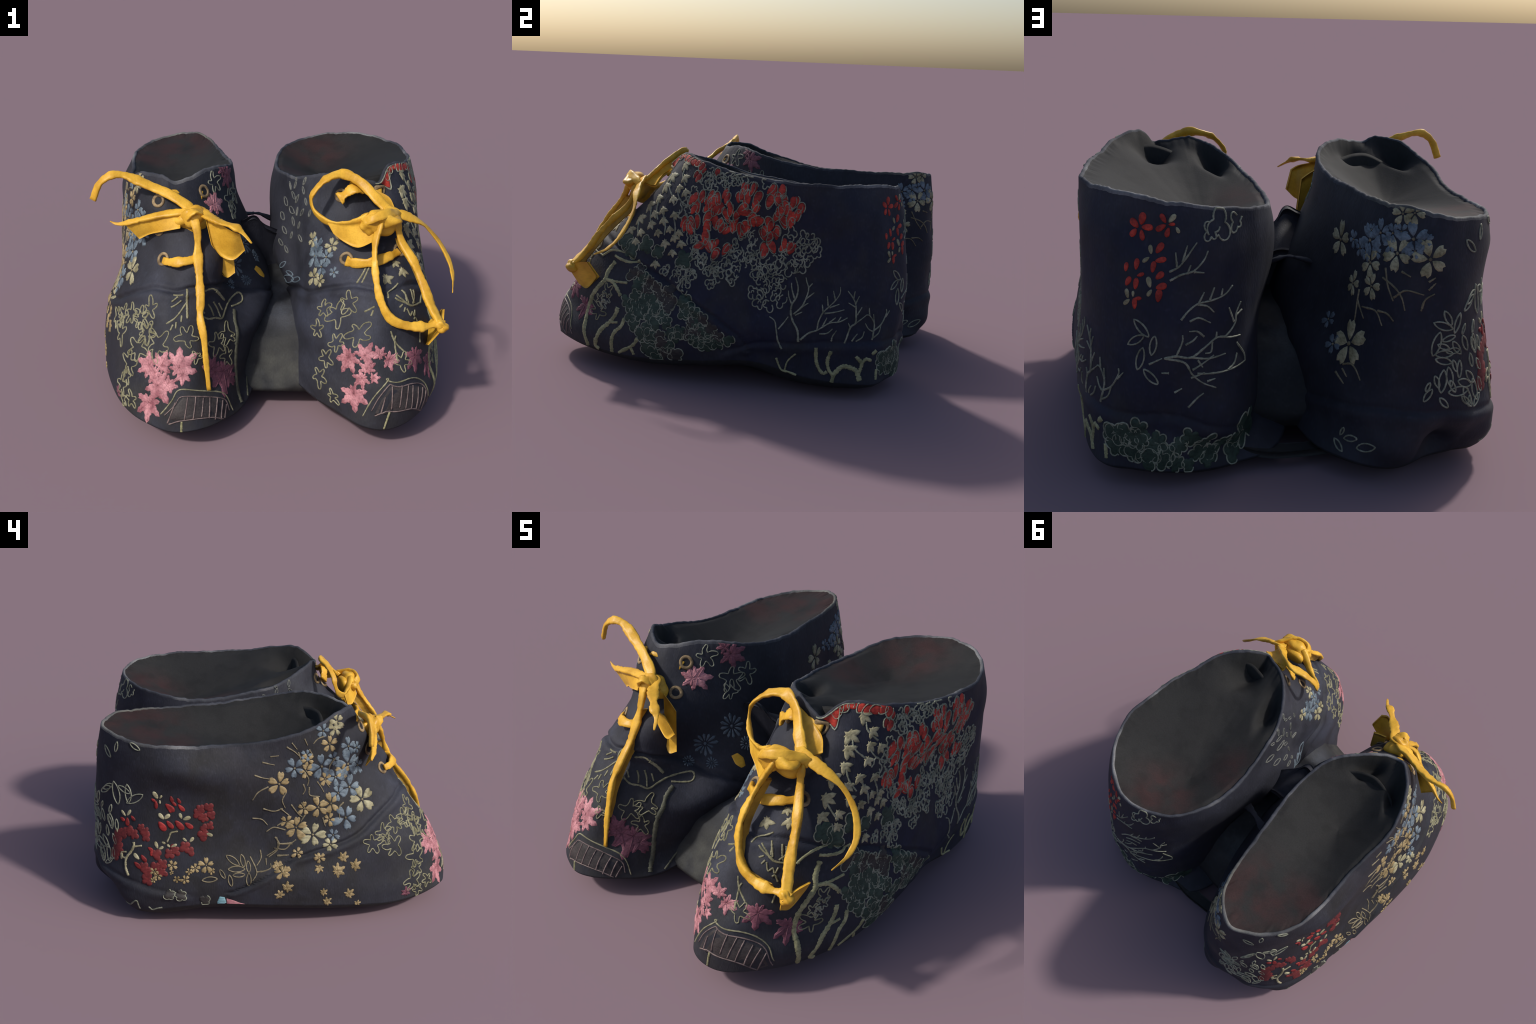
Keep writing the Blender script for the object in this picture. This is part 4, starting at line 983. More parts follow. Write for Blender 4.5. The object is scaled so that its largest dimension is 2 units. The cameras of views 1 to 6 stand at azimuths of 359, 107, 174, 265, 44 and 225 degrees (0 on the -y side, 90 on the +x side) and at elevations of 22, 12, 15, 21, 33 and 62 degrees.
line(SHOE_R, "branch", STONE, 0.0092, [(39.5, 0.217), (39.5, 0.243), (40.5, 0.277)])
line(SHOE_R, "branch", STONE, 0.0092, [(46.5, 0.227), (47.5, 0.25), (48.5, 0.267)])
line(SHOE_R, "branch", STONE, 0.0092, [(48.0, 0.227), (50.5, 0.25), (51.5, 0.28)])

# right shoe, heel: stubby pale trees over wavy green bushes
line(SHOE_R, "tree_trunk", OLIVE, 0.014, [(35.0, 0.173), (36.0, 0.103), (37.5, 0.06), (39.0, 0.04), (40.0, 0.053)])
line(SHOE_R, "tree_trunk", OLIVE, 0.015, [(40.0, 0.167), (39.5, 0.11), (40.5, 0.063), (42.0, 0.037), (42.0, 0.0)])
line(SHOE_R, "tree_trunk", OLIVE, 0.02, [(42.0, 0.037), (43.5, 0.077), (45.0, 0.093), (47.5, 0.087), (49.5, 0.07), (51.0, 0.023)])
line(SHOE_R, "tree_trunk", OLIVE, 0.016, [(50.5, 0.067), (51.0, 0.113), (48.5, 0.15)])
line(SHOE_R, "tree_trunk", OLIVE, 0.015, [(51.0, 0.113), (52.5, 0.137), (55.0, 0.13)])
line(SHOE_R, "tree_trunk", OLIVE, 0.016, [(55.0, 0.163), (57.0, 0.183)])
line(SHOE_R, "tree_trunk", OLIVE, 0.014, [(58.5, 0.083), (59.0, 0.027)])
line(SHOE_R, "tree_trunk", OLIVE, 0.01, [(24.5, 0.057), (27.0, 0.003), (29.0, 0.003), (31.5, 0.0)])
line(SHOE_R, "tree_trunk", OLIVE, 0.007, [(28.0, 0.007), (28.0, 0.06), (29.5, 0.113)])
clumps(SHOE_R, GREEN, [(64.5, 0.137, 0.035, 44), (70.5, 0.14, 0.034, 43), (75.0, 0.17, 0.03, 43), (76.5, 0.127, 0.028, 40), (84.5, 0.12, 0.027, 38), (81.5, 0.08, 0.032, 41), (89.0, 0.08, 0.029, 42), (95.5, 0.107, 0.026, 44), (101.0, 0.147, 0.029, 58), (105.0, 0.073, 0.026, 36), (108.0, 0.127, 0.028, 54), (111.5, 0.07, 0.028, 25), (117.0, 0.107, 0.028, 35), (124.5, 0.107, 0.035, 8), (123.0, 0.043, 0.035, 11), (129.0, 0.117, 0.064, -12), (94.5, 0.037, 0.027, 46), (100.5, 0.03, 0.027, 40), (110.5, 0.037, 0.028, 26), (87.0, 0.05, 0.028, 44), (79.0, 0.047, 0.034, 40), (71.5, 0.077, 0.034, 46)])
clumps(SHOE_R, GREEN, [(60.5, 0.127, 0.027, 91), (66.5, 0.13, 0.029, 87), (73.5, 0.077, 0.029, 95), (64.5, 0.083, 0.028, 89), (73.5, 0.127, 0.029, 88)])

# right shoe, back of the heel: red and white buds, branches, pointed leaves
petals(SHOE_R, "red_petal", RED, .5, None, [(67.0, 0.91, 0.022, 141), (71.0, 0.93, 0.023, 84), (74.0, 0.903, 0.023, 6), (71.5, 0.873, 0.02, -73), (67.0, 0.877, 0.018, -122), (82.0, 0.943, 0.019, 129), (81.0, 0.91, 0.022, -145), (86.5, 0.927, 0.012, 12), (84.5, 0.897, 0.018, -99), (81.0, 0.84, 0.023, 61), (82.0, 0.8, 0.022, 19), (78.5, 0.773, 0.021, 88), (82.0, 0.747, 0.019, 45), (83.0, 0.71, 0.021, 22), (82.0, 0.677, 0.024, 84), (65.0, 0.757, 0.017, 90), (70.0, 0.773, 0.021, 91), (66.5, 0.71, 0.019, 68), (72.5, 0.74, 0.015, 25), (70.5, 0.707, 0.021, 89), (70.5, 0.637, 0.021, 95), (72.0, 0.657, 0.015, 14)])
petals(SHOE_R, "white_bud", IVORY, .5, None, [(86.5, 0.947, 0.019, 56), (76.5, 0.83, 0.017, 107), (74.5, 0.793, 0.016, -138), (77.0, 0.72, 0.02, 110), (77.5, 0.683, 0.015, -121), (66.5, 0.667, 0.018, 110), (66.5, 0.637, 0.017, -135), (69.5, 0.67, 0.011, 95), (89.5, 0.91, 0.012, -55)])
loops(SHOE_R, STONE, [(110.0, 0.94, 0.057, 29), (120.0, 0.957, 0.038, 24), (106.0, 0.917, 0.034, -45)])
line(SHOE_R, "branch", STONE, 0.0092, [(86.5, 0.763), (91.5, 0.79), (97.5, 0.86), (99.0, 0.877)])
line(SHOE_R, "branch", STONE, 0.0092, [(90.0, 0.783), (89.0, 0.833)])
line(SHOE_R, "branch", STONE, 0.0092, [(92.5, 0.803), (94.5, 0.863)])
line(SHOE_R, "branch", STONE, 0.0092, [(87.0, 0.733), (92.0, 0.757), (98.0, 0.777), (102.5, 0.817), (104.5, 0.853)])
line(SHOE_R, "branch", STONE, 0.0092, [(98.0, 0.773), (103.0, 0.773)])
line(SHOE_R, "branch", STONE, 0.0092, [(95.0, 0.763), (96.5, 0.797)])
line(SHOE_R, "branch", STONE, 0.0092, [(93.0, 0.597), (96.5, 0.633), (101.0, 0.66), (108.5, 0.673), (114.5, 0.69), (118.5, 0.72)])
line(SHOE_R, "branch", STONE, 0.0092, [(101.0, 0.66), (103.5, 0.703)])
line(SHOE_R, "branch", STONE, 0.0092, [(106.5, 0.673), (108.5, 0.72)])
line(SHOE_R, "branch", STONE, 0.0092, [(112.5, 0.687), (113.0, 0.713)])
line(SHOE_R, "branch", STONE, 0.0092, [(100.5, 0.657), (105.5, 0.65), (109.0, 0.627)])
line(SHOE_R, "branch", STONE, 0.01, [(86.0, 0.453), (91.5, 0.463), (98.5, 0.46), (105.5, 0.497), (111.0, 0.527), (116.0, 0.53), (121.0, 0.57), (121.5, 0.61), (124.0, 0.65)])
line(SHOE_R, "branch", STONE, 0.0092, [(120.5, 0.577), (117.0, 0.637)])
line(SHOE_R, "branch", STONE, 0.0092, [(111.0, 0.527), (111.0, 0.55)])
line(SHOE_R, "branch", STONE, 0.0092, [(121.5, 0.6), (125.0, 0.617)])
line(SHOE_R, "branch", STONE, 0.01, [(86.0, 0.453), (95.5, 0.44), (99.5, 0.397), (104.5, 0.367), (111.5, 0.343)])
line(SHOE_R, "branch", STONE, 0.0092, [(79.0, 0.427), (85.0, 0.453)])
line(SHOE_R, "branch", STONE, 0.0092, [(91.5, 0.463), (94.0, 0.517), (94.0, 0.543)])
line(SHOE_R, "branch", STONE, 0.0092, [(99.0, 0.46), (108.0, 0.453), (116.0, 0.463)])
line(SHOE_R, "branch", STONE, 0.0092, [(99.5, 0.413), (104.5, 0.437), (110.0, 0.463)])
line(SHOE_R, "branch", STONE, 0.0092, [(102.0, 0.4), (111.5, 0.397), (119.0, 0.4), (128.0, 0.407)])
line(SHOE_R, "branch", STONE, 0.0092, [(98.5, 0.267), (102.5, 0.307), (105.5, 0.327)])
line(SHOE_R, "branch", STONE, 0.0092, [(97.0, 0.593), (101.5, 0.607), (107.5, 0.587)])
line(SHOE_R, "branch", STONE, 0.0092, [(99.0, 0.383), (105.5, 0.403)])
outline_leaves(SHOE_R, STONE, [(74.5, 0.553, 0.041, -41), (72.0, 0.507, 0.037, 35), (74.5, 0.443, 0.042, 79), (80.0, 0.38, 0.037, -47), (80.5, 0.497, 0.036, 81)])

# right shoe, inner quarter: blue and cream blossoms over faint leaves
blossoms(SHOE_R, BLUE, [(241.5, 0.683, 0.052, 66), (250.0, 0.657, 0.039, 32), (246.0, 0.61, 0.043, 179), (255.5, 0.603, 0.025, 12), (240.0, 0.643, 0.058, 173)])
blossoms(SHOE_R, IVORY, [(254.5, 0.707, 0.037, 114), (237.5, 0.707, 0.039, 149), (239.5, 0.557, 0.042, 107), (244.5, 0.55, 0.029, -59)])
outline_leaves(SHOE_R, FAINT, [(209.5, 0.95, 0.026, -53), (218.5, 0.963, 0.025, -117), (229.0, 0.933, 0.023, -66), (215.0, 0.903, 0.035, -27), (220.5, 0.89, 0.029, -126), (231.5, 0.877, 0.022, -64), (199.5, 0.843, 0.042, -23), (211.0, 0.817, 0.044, -10), (220.0, 0.823, 0.024, -98), (226.5, 0.823, 0.025, -128), (199.0, 0.76, 0.038, -22), (213.5, 0.76, 0.029, -46), (221.5, 0.753, 0.022, -112), (204.0, 0.693, 0.031, -26), (211.0, 0.68, 0.02, -93), (222.0, 0.687, 0.03, -24), (201.0, 0.617, 0.029, -21), (206.0, 0.59, 0.023, -45), (235.0, 0.823, 0.02, 75), (220.0, 1.0, 0.021, -65), (230.5, 0.977, 0.023, -121)])
outline_leaves(SHOE_R, BLUE, [(159.5, 0.23, 0.14, 9), (206.0, 0.423, 0.057, 17), (215.0, 0.453, 0.042, 29), (202.0, 0.49, 0.033, 44), (208.0, 0.463, 0.028, -1)])

# left shoe, vamp front: star leaves, pink leaf spray, hatched bridge
star_leaves(SHOE_L, CREAM, [(246.0, 0.413, 0.053, -107), (252.5, 0.373, 0.051, 77), (261.5, 0.34, 0.075, 68)])
star_leaves(SHOE_L, CREAM, [(219.5, 0.36, 0.054, 161), (227.5, 0.397, 0.045, 89), (227.5, 0.32, 0.06, -118), (237.0, 0.413, 0.05, 107), (246.5, 0.41, 0.053, 58), (255.0, 0.467, 0.046, 110), (252.5, 0.363, 0.049, 80), (244.5, 0.293, 0.056, 145), (237.0, 0.217, 0.059, 162), (229.0, 0.1, 0.056, 174), (234.5, 0.157, 0.037, 94), (238.0, 0.067, 0.042, 31), (230.0, 0.037, 0.034, -168), (226.5, 0.367, 0.033, 122)])
maple_leaves(SHOE_L, PINK, [(254.5, 0.247, 0.05, 168), (265.0, 0.273, 0.047, 86), (277.5, 0.28, 0.062, 28), (280.0, 0.25, 0.033, -101), (259.5, 0.233, 0.038, -102), (269.5, 0.21, 0.033, -12), (261.5, 0.187, 0.063, -42), (253.0, 0.09, 0.059, -78)])
maple_leaves(SHOE_L, MAUVE, [(300.0, 0.22, 0.057, 99), (302.5, 0.2, 0.051, -72), (308.5, 0.183, 0.078, -99), (312.5, 0.157, 0.046, -71)])
line(SHOE_L, "stitch_line", CREAM, 0.007, [(263.0, 0.07), (271.5, 0.14), (278.5, 0.19), (296.5, 0.147), (308.0, 0.103), (313.5, 0.017)])
line(SHOE_L, "stitch_line", DUSK, 0.006, [(266.0, 0.073), (274.0, 0.127), (279.5, 0.16), (295.5, 0.13), (307.5, 0.087), (311.0, 0.027)])
line(SHOE_L, "stitch_line", DUSK, 0.006, [(269.0, 0.037), (278.5, 0.057), (297.0, 0.043), (306.5, 0.007)])
line(SHOE_L, "hatch_line", DUSK, 0.007, [(274.5, 0.14), (268.0, 0.04)])
line(SHOE_L, "hatch_line", DUSK, 0.007, [(283.0, 0.153), (280.5, 0.06)])
line(SHOE_L, "hatch_line", DUSK, 0.007, [(288.5, 0.147), (286.5, 0.057)])
line(SHOE_L, "hatch_line", DUSK, 0.007, [(293.5, 0.13), (292.0, 0.057)])
line(SHOE_L, "hatch_line", DUSK, 0.007, [(298.0, 0.123), (297.0, 0.04)])
line(SHOE_L, "hatch_line", DUSK, 0.007, [(303.0, 0.107), (301.0, 0.023)])
line(SHOE_L, "hatch_line", DUSK, 0.007, [(306.5, 0.087), (305.0, 0.01)])
line(SHOE_L, "hatch_line", DUSK, 0.007, [(309.0, 0.06), (307.5, 0.007)])
line(SHOE_L, "post_line", OLIVE, 0.012, [(278.5, 0.053), (278.0, 0.003)])
patch(SHOE_L, "bridge_ground", BROWN, [(267.5, 0.06), (274.0, 0.123), (279.5, 0.16), (290.0, 0.143), (295.5, 0.13), (301.5, 0.11), (307.5, 0.083), (311.0, 0.02), (306.5, 0.007), (297.0, 0.043), (285.5, 0.057)])

# left shoe, vamp top: ribbed fans and twigs
line(SHOE_L, "twig", CREAM, 0.012, [(284.5, 0.57), (284.0, 0.533), (284.0, 0.493), (284.0, 0.453)])
line(SHOE_L, "twig", CREAM, 0.009, [(268.5, 0.437), (277.5, 0.477), (283.5, 0.513)])
line(SHOE_L, "twig", CREAM, 0.0092, [(274.0, 0.55), (281.5, 0.547)])
line(SHOE_L, "twig", CREAM, 0.0092, [(272.0, 0.503), (280.0, 0.527)])
line(SHOE_L, "twig", CREAM, 0.0092, [(272.5, 0.523), (277.5, 0.543)])
line(SHOE_L, "twig", CREAM, 0.0092, [(273.5, 0.44), (271.5, 0.417)])
line(SHOE_L, "twig", CREAM, 0.0092, [(276.0, 0.45), (275.5, 0.427)])
line(SHOE_L, "twig", CREAM, 0.0092, [(280.0, 0.47), (279.5, 0.447)])
line(SHOE_L, "twig", CREAM, 0.01, [(291.5, 0.46), (298.5, 0.427), (304.0, 0.417), (309.0, 0.403), (312.0, 0.423), (315.0, 0.44), (320.0, 0.45), (324.5, 0.45), (326.5, 0.433), (326.0, 0.417), (322.5, 0.417), (317.5, 0.423)])
line(SHOE_L, "twig", CREAM, 0.0092, [(293.5, 0.48), (296.5, 0.45)])
line(SHOE_L, "twig", CREAM, 0.0092, [(299.5, 0.48), (301.5, 0.457), (303.0, 0.427)])
line(SHOE_L, "twig", CREAM, 0.0092, [(303.5, 0.48), (306.0, 0.447), (308.0, 0.41)])
line(SHOE_L, "twig", CREAM, 0.0092, [(307.5, 0.463), (310.0, 0.43)])
line(SHOE_L, "twig", CREAM, 0.009, [(296.0, 0.543), (301.5, 0.543), (305.5, 0.517)])
line(SHOE_L, "twig", CREAM, 0.016, [(304.5, 0.523), (308.5, 0.493), (312.5, 0.46)])
star_leaves(SHOE_L, CREAM, [(304.0, 0.32, 0.055, 90), (312.0, 0.33, 0.051, 87), (283.5, 0.387, 0.053, 108), (311.0, 0.24, 0.045, 92), (289.5, 0.307, 0.029, 104)])
line(SHOE_L, "tree_trunk", OLIVEDIM, 0.02, [(319.0, 0.407), (318.0, 0.373), (318.5, 0.327), (317.5, 0.283), (317.5, 0.2), (318.5, 0.117), (319.5, 0.047), (320.5, 0.017)])
line(SHOE_L, "tree_trunk", OLIVEDIM, 0.009, [(332.0, 0.067), (328.0, 0.057), (325.5, 0.01)])
line(SHOE_L, "tree_trunk", OLIVEDIM, 0.008, [(333.0, 0.087), (332.0, 0.033), (332.0, 0.0)])

# left shoe, inner quarter: dim pink leaves, star leaves, chrysanthemums
maple_leaves(SHOE_L, PINK, [(312.5, 0.853, 0.05, -2), (310.0, 0.85, 0.045, 97)])
maple_leaves(SHOE_L, MAUVE, [(326.5, 0.953, 0.059, -26), (322.5, 0.983, 0.033, 145)])
star_leaves(SHOE_L, STONE, [(313.0, 0.94, 0.055, 98), (330.0, 0.84, 0.063, 87), (337.0, 0.86, 0.048, 72), (331.5, 0.78, 0.04, -83)])
asters(SHOE_L, BLUEDIM, [(336.0, 0.62, 0.064, 76), (326.5, 0.56, 0.061, 84), (343.0, 0.527, 0.037, 74), (321.5, 0.493, 0.033, 85), (332.0, 0.473, 0.032, 85)])
patch(SHOE_L, "lace_scrap", LACE, [(338.5, 0.49), (340.5, 0.497), (343.0, 0.467), (344.0, 0.43), (343.0, 0.423), (340.5, 0.45)])

# left shoe, outer quarter: drift of cherry blossom and grass
blossoms(SHOE_L, TAN, [(196.5, 0.763, 0.059, 81), (228.5, 0.897, 0.043, 2), (214.5, 0.603, 0.049, 98), (208.5, 0.593, 0.052, 106), (196.0, 0.483, 0.054, 85), (191.5, 0.337, 0.03, -134), (197.5, 0.31, 0.028, 119)])
blossoms(SHOE_L, IVORY, [(231.0, 0.573, 0.063, 90), (200.5, 0.44, 0.061, 0), (204.0, 0.383, 0.039, -28), (239.5, 0.973, 0.046, 11), (236.0, 0.95, 0.039, -85)])
blossoms(SHOE_L, BLUE, [(206.5, 0.833, 0.049, 106), (219.5, 0.8, 0.062, 90), (235.0, 0.757, 0.066, 79), (229.0, 0.65, 0.057, 67), (216.5, 0.517, 0.062, -21), (207.5, 0.433, 0.032, 46), (238.5, 0.843, 0.044, 72), (228.5, 0.97, 0.035, 55), (245.0, 0.813, 0.029, 60)])
line(SHOE_L, "grass", STRAW, 0.0092, [(187.5, 0.83), (190.5, 0.81), (193.0, 0.8)])
line(SHOE_L, "grass", STRAW, 0.0092, [(193.5, 0.897), (198.5, 0.873)])
line(SHOE_L, "grass", STRAW, 0.0092, [(198.5, 0.92), (202.5, 0.917)])
line(SHOE_L, "grass", STRAW, 0.0092, [(214.0, 0.73), (214.5, 0.697), (214.5, 0.667)])
line(SHOE_L, "grass", STRAW, 0.0092, [(218.0, 0.723), (218.5, 0.683)])
line(SHOE_L, "grass", STRAW, 0.0092, [(207.0, 0.737), (206.5, 0.703), (204.5, 0.68)])
line(SHOE_L, "grass", STRAW, 0.0092, [(209.0, 0.713), (207.5, 0.67), (211.5, 0.65)])
line(SHOE_L, "grass", STRAW, 0.0092, [(198.0, 0.63), (199.5, 0.567), (200.5, 0.547)])
line(SHOE_L, "grass", STRAW, 0.0092, [(202.5, 0.633), (203.0, 0.59)])
line(SHOE_L, "grass", STRAW, 0.0092, [(186.5, 0.427), (187.0, 0.387), (185.0, 0.34), (181.5, 0.3)])
line(SHOE_L, "grass", STRAW, 0.0092, [(186.5, 0.383), (191.5, 0.387)])
line(SHOE_L, "grass", STRAW, 0.0092, [(184.5, 0.31), (188.0, 0.317)])
line(SHOE_L, "grass", STRAW, 0.0092, [(207.5, 0.953), (210.0, 0.917), (211.5, 0.88)])
line(SHOE_L, "grass", STRAW, 0.0092, [(210.5, 0.967), (211.5, 0.927)])
line(SHOE_L, "grass", STRAW, 0.0092, [(217.0, 0.967), (217.0, 0.93)])
line(SHOE_L, "grass", STRAW, 0.0092, [(193.0, 0.61), (195.5, 0.563)])
line(SHOE_L, "grass", STRAW, 0.0092, [(192.0, 0.52), (189.0, 0.497)])
line(SHOE_L, "grass", STRAW, 0.0092, [(211.5, 0.91), (211.0, 0.86)])
line(SHOE_L, "grass", STRAW, 0.0092, [(217.0, 0.907), (217.5, 0.873)])
maple_leaves(SHOE_L, TAN, [(197.0, 0.313, 0.023, 134), (195.5, 0.25, 0.027, -99), (205.0, 0.303, 0.032, 59), (207.5, 0.253, 0.036, 30), (200.5, 0.227, 0.042, 29), (184.5, 0.223, 0.033, 25), (183.5, 0.127, 0.034, 30), (181.0, 0.07, 0.029, 114), (193.0, 0.09, 0.024, 27), (193.0, 0.023, 0.028, 41), (200.5, 0.073, 0.032, 52), (202.0, 0.007, 0.021, 19), (183.0, 0.26, 0.022, 26)])
maple_leaves(SHOE_L, MAUVE, [(223.5, 0.037, 0.028, 85)])

# left shoe, heel side: red berries and buds, small tan blossoms, sprays
petals(SHOE_L, "red_petal", REDDEEP, .5, None, [(147.0, 0.65, 0.023, -89), (146.0, 0.677, 0.013, -36), (153.0, 0.683, 0.019, -80), (152.0, 0.63, 0.031, -46), (155.5, 0.673, 0.018, -67), (156.0, 0.627, 0.025, -51), (153.5, 0.657, 0.019, -51), (149.5, 0.52, 0.031, -58), (152.0, 0.527, 0.027, -56), (155.0, 0.52, 0.033, -53), (158.0, 0.513, 0.026, -40), (135.5, 0.53, 0.023, -82), (132.5, 0.537, 0.016, -18), (138.0, 0.557, 0.018, -43), (147.0, 0.387, 0.017, -37), (147.5, 0.367, 0.02, -99), (145.5, 0.333, 0.024, -56), (144.0, 0.29, 0.027, -41), (150.0, 0.507, 0.011, -61), (152.0, 0.61, 0.011, -54)])
clumps_small(SHOE_L, REDDIM, [(132.0, 0.443, 0.028, 51), (134.5, 0.463, 0.027, 49), (137.0, 0.483, 0.024, 51), (139.5, 0.467, 0.024, 48), (142.0, 0.507, 0.02, 50), (144.0, 0.49, 0.022, 52), (144.5, 0.457, 0.022, 48), (131.0, 0.41, 0.032, 49), (133.0, 0.367, 0.029, 48), (132.5, 0.323, 0.03, 48), (161.5, 0.59, 0.022, 45), (163.0, 0.56, 0.023, 46), (166.0, 0.627, 0.023, 49), (166.0, 0.577, 0.022, 45), (162.5, 0.617, 0.021, 45), (162.5, 0.49, 0.019, 50), (164.5, 0.507, 0.02, 52), (162.0, 0.447, 0.025, 34), (147.0, 0.25, 0.026, 37), (147.0, 0.203, 0.025, 37), (149.5, 0.277, 0.024, 36), (151.0, 0.29, 0.023, 39), (151.0, 0.243, 0.023, 39), (149.0, 0.353, 0.025, 35), (152.5, 0.353, 0.021, 37), (154.0, 0.367, 0.024, 30), (156.5, 0.383, 0.025, 30), (158.0, 0.353, 0.02, 49), (146.0, 0.28, 0.022, 47)])
petals(SHOE_L, "white_bud", IVORY, .5, None, [(147.0, 0.707, 0.023, 120), (149.0, 0.697, 0.012, 53), (148.5, 0.667, 0.011, -92), (132.5, 0.573, 0.02, 138), (135.5, 0.583, 0.021, 63), (149.0, 0.58, 0.021, 127), (151.0, 0.577, 0.02, 37), (155.5, 0.577, 0.017, 105), (157.5, 0.56, 0.022, 17), (156.5, 0.427, 0.014, 133), (158.5, 0.423, 0.017, 46), (148.5, 0.41, 0.02, 105), (150.0, 0.39, 0.015, 23), (152.0, 0.4, 0.011, 129), (153.5, 0.397, 0.018, 19), (164.0, 0.45, 0.02, -25), (143.0, 0.343, 0.022, 134), (136.5, 0.33, 0.02, -94), (130.5, 0.463, 0.015, 123), (150.5, 0.42, 0.011, -30)])
line(SHOE_L, "twig", IVORY, 0.015, [(141.0, 0.223), (139.5, 0.27), (139.0, 0.323), (140.5, 0.367), (141.0, 0.403), (140.5, 0.423)])
line(SHOE_L, "twig", IVORY, 0.01, [(141.0, 0.397), (144.0, 0.407)])
line(SHOE_L, "twig", IVORY, 0.01, [(139.0, 0.323), (136.5, 0.327), (136.0, 0.35), (138.5, 0.36)])
line(SHOE_L, "twig", IVORY, 0.009, [(151.5, 0.423), (152.0, 0.453), (152.5, 0.477), (154.5, 0.483)])
blossoms(SHOE_L, TAN, [(162.5, 0.257, 0.038, 88), (159.5, 0.243, 0.024, 82), (158.0, 0.227, 0.017, 180), (153.5, 0.277, 0.025, 29), (153.5, 0.233, 0.011, -43), (149.0, 0.25, 0.022, 127), (150.0, 0.223, 0.022, 0), (149.0, 0.197, 0.015, -144), (155.0, 0.187, 0.018, 119), (157.0, 0.18, 0.022, 37), (164.0, 0.22, 0.017, -28), (183.5, 0.257, 0.026, 60), (184.0, 0.223, 0.041, 30)])
outline_leaves(SHOE_L, STRAW, [(170.0, 0.283, 0.043, -38), (173.0, 0.28, 0.034, -78), (174.5, 0.247, 0.031, -85), (171.0, 0.233, 0.044, 2), (171.5, 0.2, 0.032, 5), (167.0, 0.203, 0.027, -60), (163.5, 0.17, 0.04, 5), (169.0, 0.163, 0.031, -76), (174.0, 0.173, 0.035, -86)])
line(SHOE_L, "grass", STRAW, 0.0092, [(175.5, 0.303), (176.5, 0.247), (176.5, 0.21), (175.0, 0.17)])
line(SHOE_L, "grass", STRAW, 0.0092, [(179.5, 0.343), (179.0, 0.297), (177.0, 0.253)])
line(SHOE_L, "grass", STRAW, 0.0092, [(176.5, 0.22), (179.0, 0.227), (181.0, 0.243), (181.5, 0.267)])
line(SHOE_L, "grass", STRAW, 0.0092, [(180.5, 0.293), (180.0, 0.257)])
line(SHOE_L, "grass", STRAW, 0.0092, [(187.0, 0.427), (186.5, 0.383), (185.0, 0.347), (181.0, 0.307)])
line(SHOE_L, "grass", STRAW, 0.0092, [(186.5, 0.383), (191.0, 0.393), (193.5, 0.413)])
line(SHOE_L, "grass", STRAW, 0.0092, [(184.5, 0.313), (188.5, 0.32)])
line(SHOE_L, "twig", STONE, 0.0092, [(137.0, 0.033), (140.5, 0.033), (144.5, 0.07), (143.5, 0.007)])
line(SHOE_L, "twig", STONE, 0.0092, [(147.0, 0.023), (147.5, 0.0), (149.0, 0.007), (150.5, 0.01)])
clumps(SHOE_L, DARKFILL, [(153.5, 0.093, 0.026, 16), (156.0, 0.083, 0.025, 19), (161.5, 0.033, 0.03, 32)])
patch(SHOE_L, "blue_scrap", SKYBLUE, [(165.5, 0.057), (164.5, 0.02), (164.0, 0.0), (165.5, 0.0), (166.5, 0.0), (167.0, 0.023), (167.0, 0.05)])
patch(SHOE_L, "pink_scrap", PINK, [(167.0, 0.043), (167.0, 0.02), (166.5, 0.0), (169.0, 0.0), (171.5, 0.0), (170.0, 0.01), (168.5, 0.03)])

# left shoe, back of the heel: blossom cluster, grass and pointed leaves
blossoms(SHOE_L, IVORY, [(68.5, 0.977, 0.042, -111), (76.0, 0.987, 0.036, -3), (68.0, 0.833, 0.058, -86), (87.5, 0.843, 0.06, -95), (52.5, 0.77, 0.052, -144), (55.0, 0.687, 0.046, -60), (26.0, 0.787, 0.061, 172), (42.5, 0.657, 0.044, 156)])
blossoms(SHOE_L, BLUE, [(76.5, 0.897, 0.058, 38), (50.0, 0.85, 0.06, 129), (56.5, 0.89, 0.043, 103), (37.0, 0.823, 0.032, 131), (78.0, 0.857, 0.028, -64), (55.5, 0.817, 0.026, 96), (43.5, 0.803, 0.033, -112)])
blossoms(SHOE_L, IVORY, [(47.5, 0.44, 0.081, -37)])
blossoms(SHOE_L, BLUEDIM, [(39.0, 0.407, 0.04, -76), (32.5, 0.473, 0.033, -76)])
line(SHOE_L, "grass", STRAW, 0.0092, [(61.0, 0.733), (68.5, 0.71), (73.0, 0.68), (75.5, 0.637)])
line(SHOE_L, "grass", STRAW, 0.0092, [(68.5, 0.673), (75.0, 0.71), (86.0, 0.71)])
line(SHOE_L, "grass", STRAW, 0.0092, [(62.0, 0.77), (64.5, 0.71), (68.5, 0.66)])
line(SHOE_L, "grass", STRAW, 0.0092, [(71.5, 0.773), (77.0, 0.763)])
line(SHOE_L, "grass", STRAW, 0.0092, [(85.0, 0.65), (87.0, 0.693), (92.5, 0.72)])
line(SHOE_L, "grass", STRAW, 0.0092, [(88.5, 0.73), (92.5, 0.76)])
line(SHOE_L, "grass", STRAW, 0.0092, [(88.0, 0.76), (92.0, 0.78)])
line(SHOE_L, "grass", STRAW, 0.0092, [(51.5, 0.597), (59.5, 0.603), (64.0, 0.557)])
line(SHOE_L, "grass", STRAW, 0.0092, [(60.5, 0.607), (66.0, 0.607), (70.0, 0.587)])
line(SHOE_L, "grass", STRAW, 0.0092, [(48.0, 0.653), (48.5, 0.533)])
line(SHOE_L, "grass", STRAW, 0.0092, [(48.0, 0.613), (53.5, 0.557)])
